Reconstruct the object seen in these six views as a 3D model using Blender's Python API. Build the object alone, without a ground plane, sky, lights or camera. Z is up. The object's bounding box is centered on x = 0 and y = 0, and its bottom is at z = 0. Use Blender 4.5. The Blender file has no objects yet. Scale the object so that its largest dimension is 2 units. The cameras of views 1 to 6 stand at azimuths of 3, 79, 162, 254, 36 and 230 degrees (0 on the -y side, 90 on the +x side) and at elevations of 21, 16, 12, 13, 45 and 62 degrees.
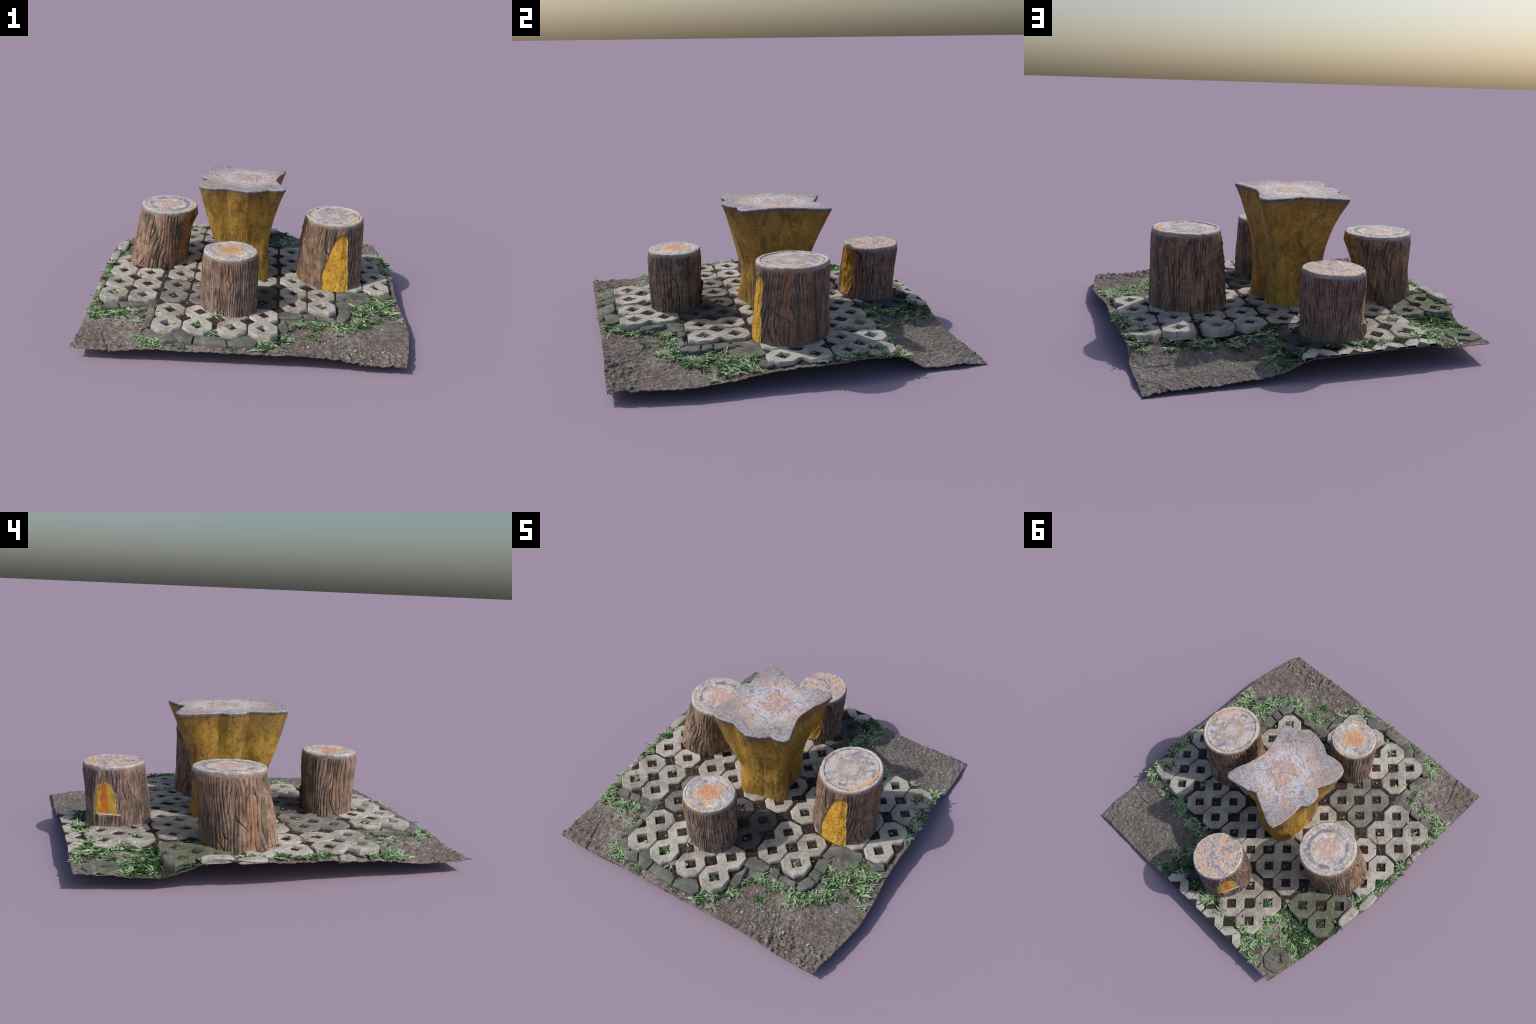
# Garden seating group: a concrete "tree stump" table with four concrete log
# stools on a patch of octagon grass-pavers, soil, mossy curb stones and grass.
import bpy, bmesh, math, random
import numpy as np
from mathutils import Vector, Matrix

rng = np.random.default_rng(7)
random.seed(7)
TAU = 2 * math.pi

# ------------------------------------------------------------------ noise ---
_perm = np.random.default_rng(11).permutation(256)
_perm = np.concatenate([_perm, _perm, _perm])
_grad = np.random.default_rng(12).normal(size=(256, 3))
_grad /= np.linalg.norm(_grad, axis=1)[:, None]


def perlin(x, y, z):
    x, y, z = np.broadcast_arrays(np.asarray(x, float), np.asarray(y, float), np.asarray(z, float))
    xi, yi, zi = np.floor(x).astype(int), np.floor(y).astype(int), np.floor(z).astype(int)
    xf, yf, zf = x - xi, y - yi, z - zi
    u, v, w = (t * t * t * (t * (t * 6 - 15) + 10) for t in (xf, yf, zf))
    def g(a, b, c):
        h = _perm[_perm[_perm[(xi + a) & 255] + ((yi + b) & 255)] + ((zi + c) & 255)]
        G = _grad[h]
        return G[..., 0] * (xf - a) + G[..., 1] * (yf - b) + G[..., 2] * (zf - c)
    def L(t, a, b):
        return a + t * (b - a)
    return 1.5 * L(w, L(v, L(u, g(0, 0, 0), g(1, 0, 0)), L(u, g(0, 1, 0), g(1, 1, 0))),
                   L(v, L(u, g(0, 0, 1), g(1, 0, 1)), L(u, g(0, 1, 1), g(1, 1, 1))))


def fbm(x, y, z, octaves=4, gain=.5):
    s, a = 0, 1.0
    for i in range(octaves):
        k = 2.0 ** i
        s = s + a * perlin(x * k + 17.3 * i, y * k - 9.1 * i, z * k + 4.7 * i)
        a *= gain
    return s


def sstep(a, b, x):
    t = np.clip((x - a) / (b - a), 0, 1)
    return t * t * (3 - 2 * t)


# ------------------------------------------------- node expression helpers ---
class NV:
    """A value socket in a shader tree with arithmetic."""
    def __init__(self, t, s):
        self.t, self.s = t, s
    def _m(self, op, *others, rev=False):
        n = self.t.nodes.new('ShaderNodeMath')
        n.operation = op
        args = [self, *others]
        if rev:
            args = [*others, self]
        for i, a in enumerate(args):
            if isinstance(a, NV):
                self.t.links.new(a.s, n.inputs[i])
            else:
                n.inputs[i].default_value = float(a)
        return NV(self.t, n.outputs[0])
    def __add__(s, o): return s._m('ADD', o)
    __radd__ = __add__
    def __sub__(s, o): return s._m('SUBTRACT', o)
    def __rsub__(s, o): return s._m('SUBTRACT', o, rev=True)
    def __mul__(s, o): return s._m('MULTIPLY', o)
    __rmul__ = __mul__
    def __truediv__(s, o): return s._m('DIVIDE', o)
    def __neg__(s): return s._m('MULTIPLY', -1.0)


def f_sin(x): return x._m('SINE') if isinstance(x, NV) else np.sin(x)
def f_abs(x): return x._m('ABSOLUTE') if isinstance(x, NV) else np.abs(x)
def f_frac(x): return x._m('FRACT') if isinstance(x, NV) else x - np.floor(x)
def f_max(a, b): return a._m('MAXIMUM', b) if isinstance(a, NV) else np.maximum(a, b)
def f_min(a, b): return a._m('MINIMUM', b) if isinstance(a, NV) else np.minimum(a, b)
def f_sqrt(x): return x._m('SQRT') if isinstance(x, NV) else np.sqrt(x)


def f_ss(lo, hi, x):
    if not isinstance(x, NV):
        if lo > hi:
            return 1 - sstep(hi, lo, x)
        return sstep(lo, hi, x)
    if lo > hi:
        return 1 - f_ss(hi, lo, x)
    n = x.t.nodes.new('ShaderNodeMapRange')
    n.interpolation_type = 'SMOOTHSTEP'
    x.t.links.new(x.s, n.inputs[0])
    n.inputs[1].default_value, n.inputs[2].default_value = lo, hi
    return NV(x.t, n.outputs[0])


class Mat:
    def __init__(self, name, rough=.85, spec=.25):
        self.m = bpy.data.materials.new(name)
        self.m.use_nodes = True
        self.t = self.m.node_tree
        self.b = self.t.nodes['Principled BSDF']
        self.b.inputs['Roughness'].default_value = rough
        self.b.inputs['Specular IOR Level'].default_value = spec
        c = self.t.nodes.new('ShaderNodeTexCoord')
        self.co = c.outputs['Object']
        s = self.t.nodes.new('ShaderNodeSeparateXYZ')
        self.t.links.new(self.co, s.inputs[0])
        self.x, self.y, self.z = (NV(self.t, o) for o in s.outputs)
    def theta(self):
        return self.y._m('ARCTAN2', self.x)
    def vec(self, x, y, z):
        n = self.t.nodes.new('ShaderNodeCombineXYZ')
        for i, v in enumerate((x, y, z)):
            if isinstance(v, NV):
                self.t.links.new(v.s, n.inputs[i])
            else:
                n.inputs[i].default_value = v
        return n.outputs[0]
    def scaled(self, sx, sy, sz, off=(0, 0, 0)):
        n = self.t.nodes.new('ShaderNodeMapping')
        n.inputs['Location'].default_value = off
        n.inputs['Scale'].default_value = (sx, sy, sz)
        self.t.links.new(self.co, n.inputs[0])
        return n.outputs[0]
    def noise(self, scale, detail=4, rough=.55, dist=0, vec=None):
        n = self.t.nodes.new('ShaderNodeTexNoise')
        n.inputs['Scale'].default_value = scale
        n.inputs['Detail'].default_value = detail
        n.inputs['Roughness'].default_value = rough
        n.inputs['Distortion'].default_value = dist
        self.t.links.new(vec or self.co, n.inputs['Vector'])
        return NV(self.t, n.outputs[0])
    def voronoi(self, scale, feature='F1', vec=None, rand=1):
        n = self.t.nodes.new('ShaderNodeTexVoronoi')
        n.feature = feature
        n.inputs['Scale'].default_value = scale
        n.inputs['Randomness'].default_value = rand
        self.t.links.new(vec or self.co, n.inputs['Vector'])
        return NV(self.t, n.outputs[0])
    def random(self):
        n = self.t.nodes.new('ShaderNodeObjectInfo')
        return NV(self.t, n.outputs['Random'])
    def ramp(self, fac, stops):
        n = self.t.nodes.new('ShaderNodeValToRGB')
        r = n.color_ramp
        while len(r.elements) < len(stops):
            r.elements.new(.5)
        for e, (p, c) in zip(r.elements, stops):
            e.position = p
            e.color = (*c, 1)
        self.t.links.new(fac.s, n.inputs[0])
        return n.outputs[0]
    def mix(self, fac, a, b, blend='MIX'):
        n = self.t.nodes.new('ShaderNodeMix')
        n.data_type = 'RGBA'
        n.blend_type = blend
        n.clamp_factor = True
        if isinstance(fac, NV):
            self.t.links.new(fac.s, n.inputs[0])
        else:
            n.inputs[0].default_value = fac
        for i, c in ((6, a), (7, b)):
            if isinstance(c, tuple):
                n.inputs[i].default_value = (*c, 1)
            else:
                self.t.links.new(c, n.inputs[i])
        return n.outputs[2]
    def gain(self, col, v):
        """multiply a colour by a value"""
        n = self.t.nodes.new('ShaderNodeVectorMath')
        n.operation = 'SCALE'
        self.t.links.new(col, n.inputs[0])
        self.t.links.new(v.s, n.inputs['Scale'])
        return n.outputs[0]
    def done(self, col, bump=None, strength=.4, dist=.004):
        self.t.links.new(col, self.b.inputs['Base Color'])
        if bump is not None:
            n = self.t.nodes.new('ShaderNodeBump')
            n.inputs['Strength'].default_value = strength
            n.inputs['Distance'].default_value = dist
            self.t.links.new(bump.s, n.inputs['Height'])
            self.t.links.new(n.outputs[0], self.b.inputs['Normal'])
        return self.m


# ---------------------------------------------------------- mesh utilities ---
def link(name, mesh, parent=None, mat=None):
    o = bpy.data.objects.new(name, mesh)
    bpy.context.scene.collection.objects.link(o)
    if parent is not None:
        o.parent = parent
    if mat is not None:
        mesh.materials.append(mat)
    return o


def empty(name, loc, label, category):
    o = bpy.data.objects.new(name, None)
    o.empty_display_size = .1
    o.location = loc
    bpy.context.scene.collection.objects.link(o)
    o["label"], o["category"] = label, category
    return o


def mesh_np(name, V, F, smooth=True, sharp=None):
    m = bpy.data.meshes.new(name)
    F = np.asarray(F, np.int32)
    k = F.shape[1]
    m.vertices.add(len(V))
    m.vertices.foreach_set('co', np.asarray(V, np.float32).ravel())
    m.loops.add(F.size)
    m.loops.foreach_set('vertex_index', F.ravel())
    m.polygons.add(len(F))
    m.polygons.foreach_set('loop_start', np.arange(0, F.size, k, dtype=np.int32))
    m.update(calc_edges=True)
    m.validate()
    m.polygons.foreach_set('use_smooth', np.full(len(m.polygons), smooth))
    if sharp is not None:
        m.set_sharp_from_angle(angle=math.radians(sharp))
    m.update()
    return m


def ring_faces(n, rows, off=0):
    """quads of a tube grid: rows x n vertices, wrapping in n, facing outwards"""
    i = np.arange(rows - 1)[:, None]
    j = np.arange(n)[None]
    j2 = (j + 1) % n
    a, b = off + i * n + j, off + i * n + j2
    c, d = off + (i + 1) * n + j2, off + (i + 1) * n + j
    return np.stack(np.broadcast_arrays(a, b, c, d), -1).reshape(-1, 4)


def compact(V, F):
    used = np.unique(F)
    remap = np.full(len(V), -1)
    remap[used] = np.arange(len(used))
    return V[used], remap[F]


# ------------------------------------------------------------------ ground ---
S_EDGE = [(-.857, -.999, .068), (-.66, -.988, .063), (-.5, -.98, .078), (-.34, -.972, .081), (-.05, -.955, .080),
          (.22, -.938, .083), (.54, -.922, .074), (.63, -.922, .058), (.872, -.909, .058)]
E_EDGE = [(.872, -.909, .058), (.9, -.75, .060), (.925, -.52, .062), (.913, -.35, .070), (.893, -.2, .082), (.886, -.05, .095),
          (.887, .1, .100), (.877, .3, .104), (.862, .44, .1), (.85, .54, .088), (.85, .6, .052), (.852, .65, .026),
          (.85, .8, .020), (.838, .998, .004)]
N_EDGE = [(-.813, .918, .088), (-.67, .924, .086), (-.55, .93, .086), (-.48, .933, .103), (-.34, .939, .105), (-.16, .947, .107),
          (0, .955, .1), (.12, .962, .086), (.18, .965, .063), (.24, .967, .041), (.38, .972, .027), (.54, .979, .019), (.73, .987, .019), (.838, .998, .004)]
W_EDGE = [(-.857, -.999, .068), (-.86, -.88, .067), (-.864, -.75, .068), (-.872, -.6, .090), (-.882, -.38, .105), (-.895, -.2, .117),
          (-.908, 0, .126), (-.912, .08, .131), (-.908, .18, .143), (-.9, .26, .152), (-.892, .33, .146), (-.887, .37, .126), (-.872, .46, .090), (-.862, .53, .064),
          (-.853, .6, .065), (-.836, .75, .08), (-.813, .918, .088)]
INNER = [(.4, -.75, .075), (.65, -.7, .063), (.75, -.5, .062), (.15, -.86, .084), (.35, -.6, .084), (.7, -.3, .088), (.62, -.5, .078), (.45, -.58, .083),
         (-.65, -.75, .072), (-.72, -.62, .082), (-.3, -.92, .086), (.55, .6, .046), (.42, .6, .044), (.28, .66, .040), (.26, .8, .034),
         (.6, .8, .021), (.72, .62, .036), (.65, .9, .023), (.4, .85, .026), (.45, .72, .022), (-.6, .82, .086), (-.72, .6, .066), (-.6, .55, .086), (-.75, .75, .076), (-.72, .85, .082),
         (-.65, .68, .074), (.15, .85, .076)]

# paver blocks of 2 x 2 octagons: x, y, rotation (deg), look
BLOCKS = [(.676, .370, -2.5, 'light'), (.326, .370, 1.5, 'light'), (-.015, .351, 1, 'light'), (-.346, .336, .5, 'light'),
          (-.371, .680, 1.8, 'light'), (-.692, .358, .5, 'moss'), (-.673, -.361, 1.5, 'light'), (-.331, -.344, 2, 'damp'),
          (-.315, -.692, 2, 'light'), (-.342, -.008, 3, 'light'), (.352, -.325, 1, 'light'), (-.687, -.023, -2, 'light'),
          (.687, .030, 0, 'light'), (.033, -.673, 2.0, 'light'), (.012, -.338, .5, 'dark'), (.345, .022, 0, 'light'), (.0, .005, 1, 'light'),  # 'dark' block here: concrete blackened to carry the south stool's baked shadow
          (-.010, .695, 0, 'dark'), (-.373, 1.022, 2, 'light'), (-.033, 1.032, 0, 'light')]
P = .165           # octagon pitch
HALF, CUT = P / 2, .044


def paver_z(x, y):
    return .130 - .014 * x - .020 * sstep(.62, 1.0, y) - .007 * sstep(.15, .45, y) + .005 * sstep(-.2, -.5, y)


ctrl = S_EDGE + E_EDGE[1:] + N_EDGE[:-1] + W_EDGE[1:-1] + INNER
for bx, by, _, _l in BLOCKS:
    if by < 1 and _l != 'moss':
        ctrl.append((bx, by, paver_z(bx, by) - .010))
    elif _l == 'moss':
        ctrl += [(bx + ox, by + oy, paver_z(bx, by) - .022) for ox in (-.13, -.05, .05, .13) for oy in (-.12, 0, .12)]
for bx, by in ((.17, -.5), (-.5, -.5), (.5, .2), (-.5, .5), (.17, .55), (-.17, .85), (.52, -.15), (-.8, 0), (-.8, -.35), (-.5, .8), (-.17, -.15), (.17, -.15), (.17, .2)):
    ctrl.append((bx, by, paver_z(bx, by) - .010))
ctrl = np.array(ctrl)


def _tps(d2):
    return .5 * d2 * np.log(d2 + 1e-9)


def _fit(c):
    n = len(c)
    d2 = ((c[:, None, :2] - c[None, :, :2]) ** 2).sum(-1)
    A = np.zeros((n + 3, n + 3))
    A[:n, :n] = _tps(d2) + np.eye(n) * 2e-4
    A[:n, n] = 1
    A[:n, n + 1:] = c[:, :2]
    A[n:, :n] = A[:n, n:].T
    return np.linalg.solve(A, np.concatenate([c[:, 2], np.zeros(3)]))


_w = _fit(ctrl)


def soil_z(x, y):
    x, y = np.asarray(x, float), np.asarray(y, float)
    s = _w[-3] + _w[-2] * x + _w[-1] * y
    for (cx, cy, _), w in zip(ctrl, _w[:-3]):
        s = s + w * _tps((x - cx) ** 2 + (y - cy) ** 2)
    return s


def edge_curve(pts, s):
    """resample an edge polyline evenly in its main direction"""
    p = np.array(pts)
    L = np.concatenate([[0], np.cumsum(np.linalg.norm(np.diff(p[:, :2], axis=0), axis=1))])
    L /= L[-1]
    return np.stack([np.interp(s, L, p[:, 0]), np.interp(s, L, p[:, 1])], -1)


def build_soil(parent):
    nu, nv = 370, 410
    u, v = np.linspace(0, 1, nu), np.linspace(0, 1, nv)
    Sc, Nc = edge_curve(S_EDGE, u), edge_curve(N_EDGE, u)
    Wc, Ec = edge_curve(W_EDGE, v), edge_curve(E_EDGE, v)
    U, V = u[None, :, None], v[:, None, None]
    XY = ((1 - V) * Sc[None] + V * Nc[None] + (1 - U) * Wc[:, None] + U * Ec[:, None]
          - ((1 - U) * (1 - V) * Sc[0] + U * (1 - V) * Sc[-1] + (1 - U) * V * Nc[0] + U * V * Nc[-1]))
    x, y = XY[..., 0], XY[..., 1]
    z = soil_z(x, y)
    # crumbs and clods, stronger on the open soil corners
    south = np.clip(sstep(-.45, -.8, y) * sstep(-.1, .45, x), 0, 1)
    clod = np.abs(fbm(x * 22, y * 22, 3.1, 3))
    z += .0050 * fbm(x * 30, y * 30, .5, 4, .6) + .003 * fbm(x * 9, y * 9, 7.7, 2)
    corner = sstep(-.62, -.85, y) * sstep(.3, .6, x) + .5 * sstep(.75, .95, y) * sstep(.3, .6, x) + .6 * sstep(-.6, -.8, x) * sstep(-.75, -.9, y)
    z += corner * (.030 * (clod - .35))
    # the long crack across the south-west corner
    crack = np.abs(x + .70 + .40 * (y + .88) + .008 * fbm(y * 40, 1.5, 2.5, 2))
    z -= .010 * sstep(.011, 0, crack) * sstep(-.76, -.80, y)
    z += .006 * sstep(-.70, -.78, x + .40 * (y + .88)) * sstep(-.7, -.85, y)
    # soil stays below the faces of the stones; the joints get humus
    joint = np.zeros(x.shape, bool)
    wob = .010 * fbm(x * 26, y * 26, 4.2, 2)
    for bx, by, rot, look in BLOCKS:
        ca, sa = math.cos(math.radians(rot)), math.sin(math.radians(rot))
        lx, ly = np.abs(ca * (x - bx) + sa * (y - by)), np.abs(-sa * (x - bx) + ca * (y - by))
        box = np.maximum(lx, ly)
        low = {'moss': .018, 'dark': .016 if by > .5 else .008}.get(look, .008)
        z = np.where(box < P + .004, np.minimum(z, paver_z(x, y) - low + .0015 * fbm(x * 40, y * 40, 2.2, 2)), z)
        joint |= box + wob < P + .012
    # ragged border
    jag = .0022 * fbm(x * 45, y * 45, 9.9, 2)
    bmask = np.zeros_like(x)
    bmask[:3] = bmask[-3:] = 1
    bmask[:, :3] = bmask[:, -3:] = 1
    z += bmask * jag
    z = np.maximum(z, .003)
    top = np.stack([x, y, z], -1).reshape(-1, 3)
    bot = top - [0, 0, .003]
    n = nu * nv
    i, j = np.arange(nv - 1)[:, None], np.arange(nu - 1)[None]
    a = i * nu + j
    T = np.stack(np.broadcast_arrays(a, a + 1, a + nu + 1, a + nu), -1).reshape(-1, 4)
    B = T[:, ::-1] + n
    rim = np.concatenate([np.arange(nu - 1), np.arange(nv - 1) * nu + nu - 1, np.arange(nu - 1, 0, -1) + (nv - 1) * nu, np.arange(nv - 1, 0, -1) * nu])
    r2 = np.roll(rim, -1)
    Sd = np.stack([rim, rim + n, r2 + n, r2], -1)
    V3 = np.concatenate([top, bot])
    V3[:, 2] -= V3[:, 2].min()
    me = mesh_np('soil', V3, np.concatenate([T, B, Sd]))
    o = link('soil', me, parent, soil_material(False))
    me.materials.append(soil_material(True))
    slot = np.zeros(len(me.polygons), np.int32)
    slot[:len(T)] = joint.ravel()[T[:, 0]]
    me.polygons.foreach_set('material_index', slot)
    return o


def soil_material(shade_darkened_soil):
    M = Mat('humus' if shade_darkened_soil else 'soil', .95, .15)
    big = M.noise(3.2, 4, .6)
    fine = M.noise(170, 4, .75)
    mid = M.noise(42, 5, .7)
    crumb = M.noise(16, 5, .65)
    c = M.ramp(fine * .4 + mid * .35 + crumb * .25, [(.37, (.050, .043, .039)), (.45, (.190, .165, .150)), (.53, (.340, .305, .282)), (.63, (.60, .555, .52))])
    # damp dark soil with a noisy border against the dry pale crust
    damp = f_ss(.42, .58, big + (crumb - .5) * .4)
    c = M.mix(damp * .55, c, M.ramp(fine, [(.37, (.034, .028, .024)), (.50, (.125, .102, .090)), (.64, (.32, .27, .245))]))
    # browner earth and pale dusty flecks
    c = M.mix(f_ss(.46, .60, M.noise(5.5, 4, .65)) * .50, c, M.ramp(mid, [(.38, (.050, .034, .025)), (.52, (.150, .108, .083)), (.64, (.30, .235, .19))]))
    c = M.mix(f_ss(.64, .70, M.noise(75, 3, .7)) * .55, c, (.50, .46, .42))
    # depth shade of the holes painted in as humus between the stones
    if shade_darkened_soil:
        c = M.mix(.9, c, M.ramp(fine * .5 + mid * .5, [(.40, (.010, .008, .007)), (.50, (.028, .021, .017)), (.60, (.075, .054, .042)), (.70, (.24, .165, .12))]))
    # greyer fine gravel to the north-east
    ne = f_ss(.9, 1.3, M.x + M.y) * f_ss(.35, .6, mid + .1)
    c = M.mix(ne * .5, c, M.ramp(fine, [(.37, (.045, .043, .041)), (.50, (.165, .158, .150)), (.63, (.42, .405, .38))]))
    # moss film near the north-west grass
    nw = f_ss(.9, 1.25, M.y - M.x) * f_ss(.45, .6, big)
    c = M.mix(nw * .5, c, (.035, .055, .025))
    # pale grit
    v = M.voronoi(46)
    grit = f_ss(.16, .10, v) * f_ss(.57, .63, M.noise(31, 1))
    c = M.mix(grit * .85, c, (.50, .46, .41))
    return M.done(c, fine * .5 + mid + crumb, .9, .008)


# ------------------------------------------------------------------ pavers ---
def octagon_r(t):
    c, s = np.abs(np.cos(t)), np.abs(np.sin(t))
    return np.minimum(np.minimum(HALF / np.maximum(c, 1e-6), HALF / np.maximum(s, 1e-6)), (2 * HALF - CUT) / (c + s))


def paver_half(cx, cy, rot, side, look, dz=0, tilt=(0, 0), joins=(True,), single=False):
    """Half a paver: two octagon rings joined in y (side -1 left, +1 right of block centre)."""
    a1 = math.atan2(HALF - CUT, HALF)
    q = np.concatenate([np.linspace(0, a1, 6)[:-1], np.linspace(a1, math.pi / 2 - a1, 9)[:-1], np.linspace(math.pi / 2 - a1, math.pi / 2, 6)[:-1]])
    th = np.concatenate([q + k * math.pi / 2 for k in range(4)])
    n = len(th)
    gap = .0016
    Vs, Fs, off = [], [], 0
    ca, sa = math.cos(math.radians(rot)), math.sin(math.radians(rot))
    hole = .042
    for oy in ((0,) if single else (-1, 1)):
        ro = octagon_r(th)
        ri = hole / (np.abs(np.cos(th)) + np.abs(np.sin(th)))
        out = np.stack([np.cos(th), np.sin(th)], -1) * ro[:, None]
        inn = np.stack([np.cos(th), np.sin(th)], -1) * ri[:, None]
        # soft flag: on the flat that joins the other octagon there is no chamfer
        jn = np.zeros(n) if single else sstep(HALF * .985, HALF * .999, -oy * out[:, 1])
        ch = .006 * (1 - jn)
        d_o = out / ro[:, None]
        rows = [(inn * .93, -.034), (inn * .97, -.004), (inn * 1.05 + 0, 0)]
        for k in (.2, .45, .7, .9):
            p0, p1 = inn * 1.05, out - d_o * ch[:, None] * 1.2
            rows.append((p0 + (p1 - p0) * k, 0))
        rows.append((out - d_o * ch[:, None] * 1.2, 0))
        rows.append((out - d_o * ch[:, None] * .25, -ch))
        rows.append((out - d_o * gap * (1 - jn)[:, None] * 0, -.018 - 0 * ch))
        rows.append((out, -.040))
        L = len(rows)
        for p, zz in rows:
            X = p[:, 0] * (1 - gap / HALF) + (0 if single else side * HALF)
            Y = p[:, 1] + (0 if single else oy * HALF)
            wx, wy = cx + ca * X - sa * Y, cy + sa * X + ca * Y
            z0 = (paver_z(wx, wy) if not single else paver_z(cx, cy)) + dz + tilt[0] * X + tilt[1] * Y
            Vs.append(np.stack([wx, wy, z0 + zz], -1))
        F = ring_faces(n, L)
        keep = np.ones(len(F), bool)
        jmid = np.minimum(jn, np.roll(jn, -1)) > .5
        row_of = np.repeat(np.arange(L - 1), n)
        keep[(row_of >= L - 3) & np.tile(jmid, L - 1)] = False
        keep[(row_of == L - 4) & np.tile(jmid, L - 1)] = False
        F = F[keep] + off
        Fs.append(F)
        off += n * L
    V, F = np.concatenate(Vs), np.concatenate(Fs)
    soft = 2.2 if look in ('moss', 'dark') else 1
    nz = fbm(V[:, 0] * 38, V[:, 1] * 38, V[:, 2] * 38, 3)
    V[:, 2] += .0012 * soft * nz + .0012 * soft * fbm(V[:, 0] * 8, V[:, 1] * 8, 5.5, 2)
    V[:, 0] += .0010 * soft * fbm(V[:, 0] * 30, V[:, 1] * 30, V[:, 2] * 30 + 40, 2)
    V[:, 1] += .0010 * soft * fbm(V[:, 0] * 30, V[:, 1] * 30, V[:, 2] * 30 + 80, 2)
    V[:, 2] = np.maximum(V[:, 2], np.minimum(soil_z(V[:, 0], V[:, 1]) - .003, V[:, 2] + .03))
    V, F = compact(V, F)
    bm = bmesh.new()
    me = mesh_np('paver', V, F)
    bm.from_mesh(me)
    bmesh.ops.remove_doubles(bm, verts=bm.verts, dist=.0004)
    clip(bm)
    if not bm.faces:
        bm.free()
        return None
    bmesh.ops.recalc_face_normals(bm, faces=bm.faces)
    bm.to_mesh(me)
    bm.free()
    me.set_sharp_from_angle(angle=math.radians(38))
    return me


def edge_x(pts, y):
    p = np.array(pts)
    return float(np.interp(y, p[:, 1], p[:, 0]))


def edge_y(pts, x):
    p = np.array(pts)
    return float(np.interp(x, p[:, 0], p[:, 1]))


def clip(bm):
    """cut a stone off flush with the border of the patch"""
    c = np.mean([v.co[:] for v in bm.verts], axis=0)
    y0 = min(max(c[1], -.9), .9)
    x0 = min(max(c[0], -.8), .8)
    cuts = [((edge_x(W_EDGE, y0) + .002, y0, 0), (-1, 0, 0), min(v.co.x for v in bm.verts) < edge_x(W_EDGE, y0) + .002),
            ((edge_x(E_EDGE, y0) - .002, y0, 0), (1, 0, 0), max(v.co.x for v in bm.verts) > edge_x(E_EDGE, y0) - .002),
            ((x0, edge_y(N_EDGE, x0) - .002, 0), (-.04, 1, 0), max(v.co.y for v in bm.verts) > edge_y(N_EDGE, x0) - .002)]
    for co, no, need in cuts:
        if need and bm.verts:
            r = bmesh.ops.bisect_plane(bm, geom=bm.verts[:] + bm.edges[:] + bm.faces[:], plane_co=co, plane_no=no, clear_outer=True)
            ed = [g for g in r['geom_cut'] if isinstance(g, bmesh.types.BMEdge)]
            if ed:
                bmesh.ops.holes_fill(bm, edges=[e for e in bm.edges if e.is_boundary and abs((e.verts[0].co - Vector(co)).dot(Vector(no))) < .002 and abs((e.verts[1].co - Vector(co)).dot(Vector(no))) < .002])


def paver_material(look):
    M = Mat('concrete_' + look, .92, .2)
    rnd = M.random()
    blot = M.noise(9, 4, .6)
    fine = M.noise(230, 3, .7)
    mid = M.noise(50, 4, .75)
    if look == 'light':
        c = M.ramp(blot * .6 + mid * .4 + (rnd - .5) * .10, [(.34, (.210, .190, .165)), (.46, (.385, .355, .318)), (.58, (.57, .535, .485))])
    elif look == 'damp':
        c = M.ramp(blot * .6 + mid * .4, [(.32, (.105, .102, .092)), (.48, (.195, .187, .170)), (.64, (.33, .31, .285))])
    elif look == 'dark':
        c = M.ramp(blot * .6 + mid * .4, [(.32, (.050, .051, .051)), (.50, (.095, .096, .095)), (.70, (.17, .17, .165))])
    else:
        c = M.ramp(blot * .6 + mid * .4, [(.32, (.070, .075, .060)), (.48, (.128, .136, .108)), (.64, (.22, .225, .185))])
        m = M.noise(5, 3)
        c = M.mix(f_ss(.50, .68, m) * .60, c, (.130, .142, .062))
        c = M.mix(f_ss(.62, .70, M.noise(60, 2)) * .7, c, (.34, .35, .29))
    # grain and pits
    c = M.mix(f_ss(.52, .68, fine) * .45, c, (.66, .62, .57) if look == 'light' else (.24, .23, .20))
    c = M.mix(f_ss(.47, .34, fine) * .65, c, (.10, .086, .072) if look == 'light' else (.03, .03, .027))
    pits = f_ss(.20, .12, M.voronoi(38)) * f_ss(.60, .66, M.noise(17, 1))
    c = M.mix(pits * .8, c, (.05, .042, .036))
    # green algae film in patches
    alg = f_ss(.56, .72, M.noise(6.5, 3, .6))
    c = M.mix(alg * (.30 if look == 'light' else .25), c, (.13, .14, .09))
    return M.done(c, fine * .5 + mid, .55, .004)


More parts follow.
